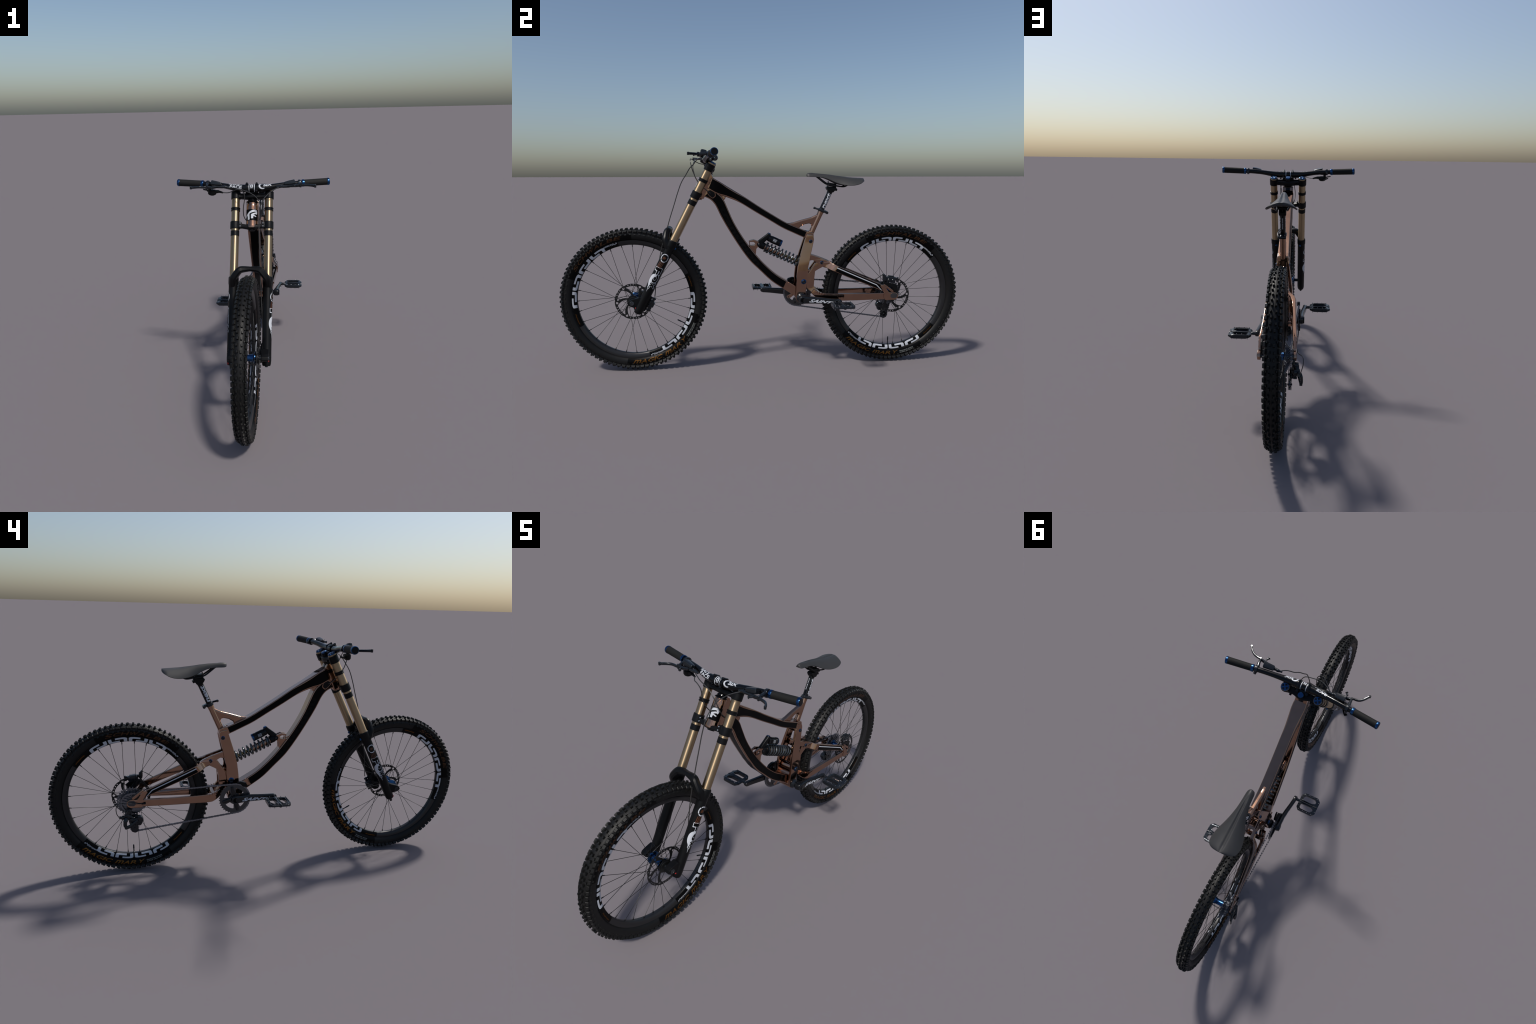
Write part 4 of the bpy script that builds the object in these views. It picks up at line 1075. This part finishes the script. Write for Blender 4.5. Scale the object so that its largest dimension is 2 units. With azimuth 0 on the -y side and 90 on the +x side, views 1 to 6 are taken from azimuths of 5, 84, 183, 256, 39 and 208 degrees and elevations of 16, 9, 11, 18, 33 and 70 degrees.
for sg in (1, -1):
    g, e, h = crank_arm(sg)
    mesh("crank_arm", g, CRANK, DRV, angle=40)
    # spindle end with a black disc in place of its hollow, and pedal-axle face
    c = BB + X * sg * .1005
    mesh("crank_spindle_end", lathe(c, X * sg, [(0, .0172), (.0030, .0172), (.0042, .0150), (.0040, .0118), (.001, .0110)], 28), ALLOY, DRV)
    mesh("crank_dark_disc", lathe(c, X * sg, [(0, .0112), (.0024, .0112)], 24), PATCH, DRV)  # solid black disc added to look like an open bore
    pe = BB + e * CL
    # ink on the outer face
    def face_map(a, b, sg=sg, e=e, h=h):
        t = a
        T = [(.008, .0870, .0165), (.030, .0880, .0140), (.060, .0900, .0115), (.100, .0950, .0105), (.140, .1015, .0100), (.165, .1050, .0100)]
        for (t0, x0, w0), (t1, x1, w1) in zip(T, T[1:]):
            if t0 <= t <= t1: k = (t - t0) / (t1 - t0); xx = x0 + (x1 - x0) * k + w0 + (w1 - w0) * k; break
        else: xx = T[-1][1] + T[-1][2]
        return BB + e * t + X * sg * (xx + .0004) + h * b
    # the word reads left to right seen from outside: on both sides that is axle -> pedal
    T = text("SAINT", .122, .0180, .6, .045, 1.05); T.xf(lambda p: V((.030 + p.x, (-.0095 + p.y) * (1 - .45 * p.x / .122) - .004 * p.x / .122, 0)))
    ink("crank_lettering", T, face_map, WHITE, DRV, .006, None)
    P = group("pedal", BB + e * CL + X * sg * .182)
    pc = BB + e * CL + X * sg * .182; pc.z += (.0 if sg > 0 else .0)
    # body: bevelled frame with two windows
    out = fillet([(-.052, -.034), (-.040, -.0500), (.036, -.0515), (.0520, -.036), (.0520, .036), (.036, .0515), (-.040, .0500), (-.052, .034)], .008)
    w1 = fillet([(-.036, .0105), (-.035, .030), (-.028, .0375), (.022, .0380), (.0330, .028), (.0330, .017), (.016, .0105)], .006)
    w2 = [(x, -y) for x, y in w1]
    g = fill2d(out, [w1, w2], .0190, .0026, .008)
    g.xf(lambda p: V((p.x, p.y, p.z * (1 if abs(p.x) < .028 else 1 - .62 * min(1, (abs(p.x) - .028) / .024)))))
    g.xf(lambda p: V((pc.x + p.x * sg, pc.y + p.y, pc.z + p.z)))
    mesh("pedal_body", g, PEDAL, P, angle=35)
    g = lathe(pc - X * sg * .066, X * sg, [(0, .0075), (.012, .0075), (.014, .0062), (.020, .0062), (.030, .0075), (.080, .0068), (.095, .0080), (.110, .0090), (.116, .0075)], 18)
    g.join(rod(pc - X * sg * .078, pc - X * sg * .064, .0085, 6))
    mesh("pedal_axle", g, ALLOY, P)
    g = Geo()
    for x, y in ((-.036, .0455), (-.012, .0460), (.012, .0460), (.034, .0450), (.0475, .027), (-.0465, .027)):
        for s2 in (1, -1):
            for up in (1, -1):
                g.join(rod((pc.x + x * sg, pc.y + y * s2, pc.z + up * .004), (pc.x + x * sg, pc.y + y * s2, pc.z + up * (.0135 if abs(x) < .04 else .0105)), .0015, 7, .0004))
    mesh("pedal_pin", g, STEEL, P, kind="stuff")
mesh("crank_axle", rod((-.086, BB.y, BB.z), (.086, BB.y, BB.z), .0125, 24), ALLOY, DRV)
# chainring with teeth, four windows and a spider
CRX, CRR, NT = -.0765, .0700, 36
out = []
for i in range(NT):
    a = 2 * pi * i / NT; s = 2 * pi / NT
    for f, r in ((.0, CRR), (.22, CRR + .0005), (.40, CRR + .0048), (.56, CRR + .0048), (.74, CRR + .0005)):
        out.append((r * cos(a + f * s), r * sin(a + f * s)))
holes = [circle(.018, 28)]
for k in range(4):
    b = k * pi / 2 + .55
    P = [pol2 for pol2 in [((.0500) * cos(b + v), .0500 * sin(b + v)) for v in [-.46 + .092 * i for i in range(11)]]]
    P += [(.0275 * cos(b + v), .0275 * sin(b + v)) for v in (.38, .12, -.12, -.38)]
    holes.append(fillet(P, .007, 3))
g = fill2d(out, holes, .0042, .0006); g.xf(lambda p: V((CRX + p.z, BB.y + p.x, BB.z + p.y)))
mesh("chainring", g, RING_GREY, DRV, angle=30)
g = Geo()
for k in range(4):
    b = k * pi / 2 + .55 + pi / 4; e = V((0, cos(b), sin(b)))
    g.join(tube([BB + X * (CRX - .006) + e * .012, BB + X * (CRX - .006) + e * .035, BB + X * (CRX - .0045) + e * .058], [(.011, .004), (.008, .004), (.0065, .0032)], sect=squircle(12, .6), up=(1, 0, 0)))
    g.join(rod(BB + X * (CRX - .009) + e * .0555, BB + X * (CRX + .004) + e * .0555, .0048, 12))
g.join(rod(BB + X * (CRX - .010), BB + X * (CRX + .010), .0205, 28))
mesh("chainring_spider", g, CRANK, DRV)
# upper chain guide
g = plate(fillet([(.130, .410), (.118, .419), (.126, .431), (.148, .437), (.166, .434), (.166, .428), (.150, .424), (.140, .412)], .004), -.082, -.068, bev=.002)
g.join(plate(fillet([(.128, .400), (.118, .424), (.134, .432), (.156, .400), (.156, .372), (.140, .372)], .005), -.064, -.058, bev=.001))
mesh("chain_guide", g, MATT_BLACK, DRV)

# cassette on the rear hub
CS = group("cassette", REAR + V((-.05, 0, 0)))
teeth = [31, 28, 25, 23, 21, 19, 17, 15, 13, 11]
for k, nt in enumerate(teeth):
    R = nt * .0134 / (2 * pi); x = -.0335 - .0033 * k; out = []
    for i in range(nt):
        a = 2 * pi * i / nt + k * .13; s = 2 * pi / nt
        for f, r in ((.0, R - .0044), (.26, R - .0036), (.43, R + .0030), (.57, R + .0030), (.76, R - .0036)):
            out.append((r * cos(a + f * s), r * sin(a + f * s)))
    holes = [circle(.0125, 20)]
    if R > .036:
        m = 6
        for i in range(m):
            b = 2 * pi * i / m + k * .2
            holes.append(fillet([((R - .0085) * cos(b - .38), (R - .0085) * sin(b - .38)), ((R - .0075) * cos(b), (R - .0075) * sin(b)), ((R - .0085) * cos(b + .36), (R - .0085) * sin(b + .36)), ((.5 * R) * cos(b + .30), (.5 * R) * sin(b + .30)), ((.5 * R) * cos(b - .18), (.5 * R) * sin(b - .18))], .004, 2))
    g = fill2d(out, holes, .0019, .0002); g.xf(lambda p: V((x + p.z, REAR.y + p.x, REAR.z + p.y)))
    mesh("sprocket", g, CHAIN_STEEL, CS, angle=30)
mesh("freehub_body", rod((-.066, REAR.y, REAR.z), (-.030, REAR.y, REAR.z), .0132, 24), ALLOY, CS)

# derailleur
DER = group("derailleur", (-.07, .655, .30))
PU = V((-.052, .612, .262)); PL = V((-.0515, .636, .2340))
PU = V((-.0520, .6350, .2760)); PL = V((-.0515, .6350, .2340))
def pulley(c, r, nt=11):
    out = []
    for i in range(nt):
        a = 2 * pi * i / nt; s = 2 * pi / nt
        for f, rr in ((0, r - .003), (.25, r - .003), (.42, r + .0022), (.58, r + .0022), (.75, r - .003)): out.append((rr * cos(a + f * s), rr * sin(a + f * s)))
    holes = [circle(.003, 10)] + [circle(.0035, 10, (.0105 * cos(t), .0105 * sin(t))) for t in [k * 2 * pi / 5 for k in range(5)]]
    g = fill2d(out, holes, .0032, .0004); return g.xf(lambda p: V((c.x + p.z, c.y + p.x, c.z + p.y)))
mesh("jockey_wheel", pulley(PU, .0205), MATT_BLACK, DER); mesh("jockey_wheel", pulley(PL, .0185), MATT_BLACK, DER)
# cage: two plates
cage = fillet([(.608, .286), (.626, .299), (.650, .294), (.662, .276), (.656, .250), (.650, .216), (.634, .209), (.618, .216), (.620, .248)], .010)
win = fillet([(.628, .258), (.642, .262), (.644, .247), (.632, .246)], .004)
g = plate(cage, -.0585, -.0560, [win], .0006); g.join(plate(cage, -.0470, -.0450, [win, circle(.012, 16, (.635, .2335))], .0006))
mesh("derailleur_cage", g, ALLOY, DER)
g = Geo()
# hanger and upper link
g.join(plate(fillet([(.636, .350), (.664, .350), (.668, .330), (.664, .318), (.648, .318), (.642, .332)], .005), -.072, -.062, bev=.002))
g.join(rod((-.086, .6560, .326), (-.060, .6560, .326), .0105, 20, .002))
g.join(tube([(-.080, .656, .326), (-.081, .664, .312), (-.082, .667, .300)], [(.009, .008)] * 3, sect=squircle(12, .6), up=(1, 0, 0)))
g.join(rod((-.092, .667, .300), (-.066, .667, .300), .0140, 22, .0025))
g.join(tube(crom([(-.084, .675, .299), (-.088, .688, .300), (-.089, .700, .303)], 4), [(.0085, .007)] * 5 + [(.0055, .005)] * 4, sect=squircle(12, .6), up=(1, 0, 0)))
# outer link sweeping down and forward, and the inner parallelogram plates
g.join(tube(crom([(-.092, .668, .298), (-.098, .675, .284), (-.099, .676, .266), (-.097, .6705, .2545)], 5), [(.009, .0055)] * 6 + [(.0075, .005)] * 6 + [(.0065, .0045)] * 4, sect=squircle(14, .6), up=(1, 0, 0)))
g.join(tube(crom([(-.097, .6705, .2545), (-.092, .655, .258), (-.086, .636, .270), (-.080, .620, .279)], 4), [(.0075, .0048)] * 13, sect=squircle(14, .6), up=(1, 0, 0)))
g.join(rod((-.102, .672, .2540), (-.090, .672, .2540), .0070, 14, .0015))
g.join(tube([(-.074, .662, .300), (-.074, .645, .286), (-.070, .628, .282)], [(.012, .006), (.010, .006), (.010, .006)], sect=squircle(12, .6), up=(1, 0, 0)))
g.join(tube([(-.084, .655, .286), (-.082, .640, .280), (-.078, .622, .284)], [(.007, .004)] * 3, sect=squircle(12, .6), up=(1, 0, 0)))
g.join(rod((-.078, .612, .279), (-.052, .612, .279), .0170, 26, .003)); g.join(rod((-.074, .614, .262), (-.054, .614, .262), .0120, 20, .003))
g.join(rod((-.080, .628, .302), (-.060, .628, .270), .0034, 10)); g.join(box((-.070, .640, .272), (.018, .022, .010), .002)); g.join(box((-.064, .652, .296), (.016, .016, .014), .003))
for y, z in ((.650, .312), (.658, .290), (.646, .268), (.668, .276)): g.join(rod((-.080, y, z), (-.066, y, z), .0040, 10))
for c in (PU, PL): g.join(rod(c + V((-.010, 0, 0)), c + V((.010, 0, 0)), .0042, 12))
mesh("derailleur_body", g, ALLOY, DER, angle=40)
mesh("derailleur_barrel", rod((-.0775, .601, .3575), (-.0785, .582, .3585), .0042, 12), MATT_BLACK, DER)
mesh("derailleur_cable", tube(crom([(-.0785, .590, .358), (-.083, .620, .3600), (-.091, .655, .3680), (-.099, .685, .3740), (-.1035, .703, .3690), (-.103, .7105, .350), (-.097, .7095, .325), (-.090, .7015, .3045)], 6), .0018, 8), CABLE, DER)

# chain: alternating inner and outer links along the loop
def arc(c, r, a0, a1, n=14): return [(c[0] + r * cos(radians(a0 + (a1 - a0) * i / n)), c[1] + r * sin(radians(a0 + (a1 - a0) * i / n))) for i in range(n + 1)]
SPR = .0440
loop = []
loop += [(y, z, -.0765) for y, z in arc((BB.y, BB.z), CRR + .0015, -92, -275, 40)]                    # round the front of the ring
loop += [(y, z, -.0560) for y, z in arc((REAR.y, REAR.z), SPR, 87, -70, 24)]                           # over the sprocket
loop += [(y, z, -.0520) for y, z in arc((PU.y, PU.z), .0205, 120, 250, 8)]                             # front of upper pulley
loop += [(y, z, -.0515) for y, z in arc((PL.y, PL.z), .0190, 60, -98, 12)]
pts = [V((x, y, z)) for y, z, x in loop]
seg = [(pts[(i + 1) % len(pts)] - pts[i]).length for i in range(len(pts))]; tot = sum(seg)
nl = 2 * int(tot / .0134 / 2); pitch = tot / nl
def along(s):
    s %= tot
    for i, l in enumerate(seg):
        if s <= l: return pts[i].lerp(pts[(i + 1) % len(pts)], s / max(l, 1e-9))
        s -= l
    return pts[0]
g = Geo()
for k in range(nl):
    a, b = along(k * pitch), along((k + 1) * pitch); d = (b - a).normalized(); n = X.cross(d).normalized(); xx = d.cross(n) * -1
    w = .0021 if k % 2 else .0012
    for s in (1, -1):
        ring = []
        for o in (0, .0009):
            for t, h in ((-.0032, .0), (-.0016, .0036), (.0020, .0038), (.5, .0027), (-.0020 - 1, .0038), (.0016 - 1, .0036), (.0032 - 1, 0)):
                pass
        prof = [(-.0034, 0), (-.0018, .0033), (.0022, .0037), (pitch / 2, .0026), (pitch - .0022, .0037), (pitch + .0018, .0033), (pitch + .0034, 0),
                (pitch + .0018, -.0033), (pitch - .0022, -.0037), (pitch / 2, -.0026), (.0022, -.0037), (-.0018, -.0033)]
        v = [a + d * t + n * h + X * s * (w + o) for o in (0, .0010) for t, h in prof]; m = len(prof)
        f = [tuple(range(m))[::-1], tuple(range(m, 2 * m))] + [(i, (i + 1) % m, m + (i + 1) % m, m + i) for i in range(m)]
        g.put(v, f)
    g.join(rod(a - X * .0035, a + X * .0035, .0022, 6, .0003))
mesh("chain", g, CHAIN_STEEL, DRV, angle=25)

# ------------------------------------------------------------------ rear brake caliper and hose
RCAL = group("brake_caliper", (.045, .63, .44))
mesh("caliper_body", caliper(V((.0460, .6330, .4370)), radians(-8), RCAL, .84), ALLOY, RCAL)
g = plate(fillet([(.588, .417), (.596, .432), (.612, .425), (.655, .416), (.668, .405), (.660, .372), (.648, .376), (.640, .398), (.612, .404)], .005), .0560, .0640, bev=.002)
mesh("caliper_bracket", g, MATT_BLACK, RCAL)
g = box((.0560, .598, .448), (.012, .016, .030), .003); g.join(rod((.056, .594, .440), (.056, .594, .468), .0058, 14)); g.join(rod((.0585, .602, .455), (.0585, .588, .470), .0045, 12))
mesh("hose_joint", g, ALLOY, RCAL)
hose_pts = [(.0590, .594, .4660), (.0600, .580, .4610), (.0600, .560, .4480), (.0600, .540, .4360), (.0590, .520, .4350)]
mesh("brake_hose", tube(crom(hose_pts, 6), .0021, 8), CABLE, RCAL)
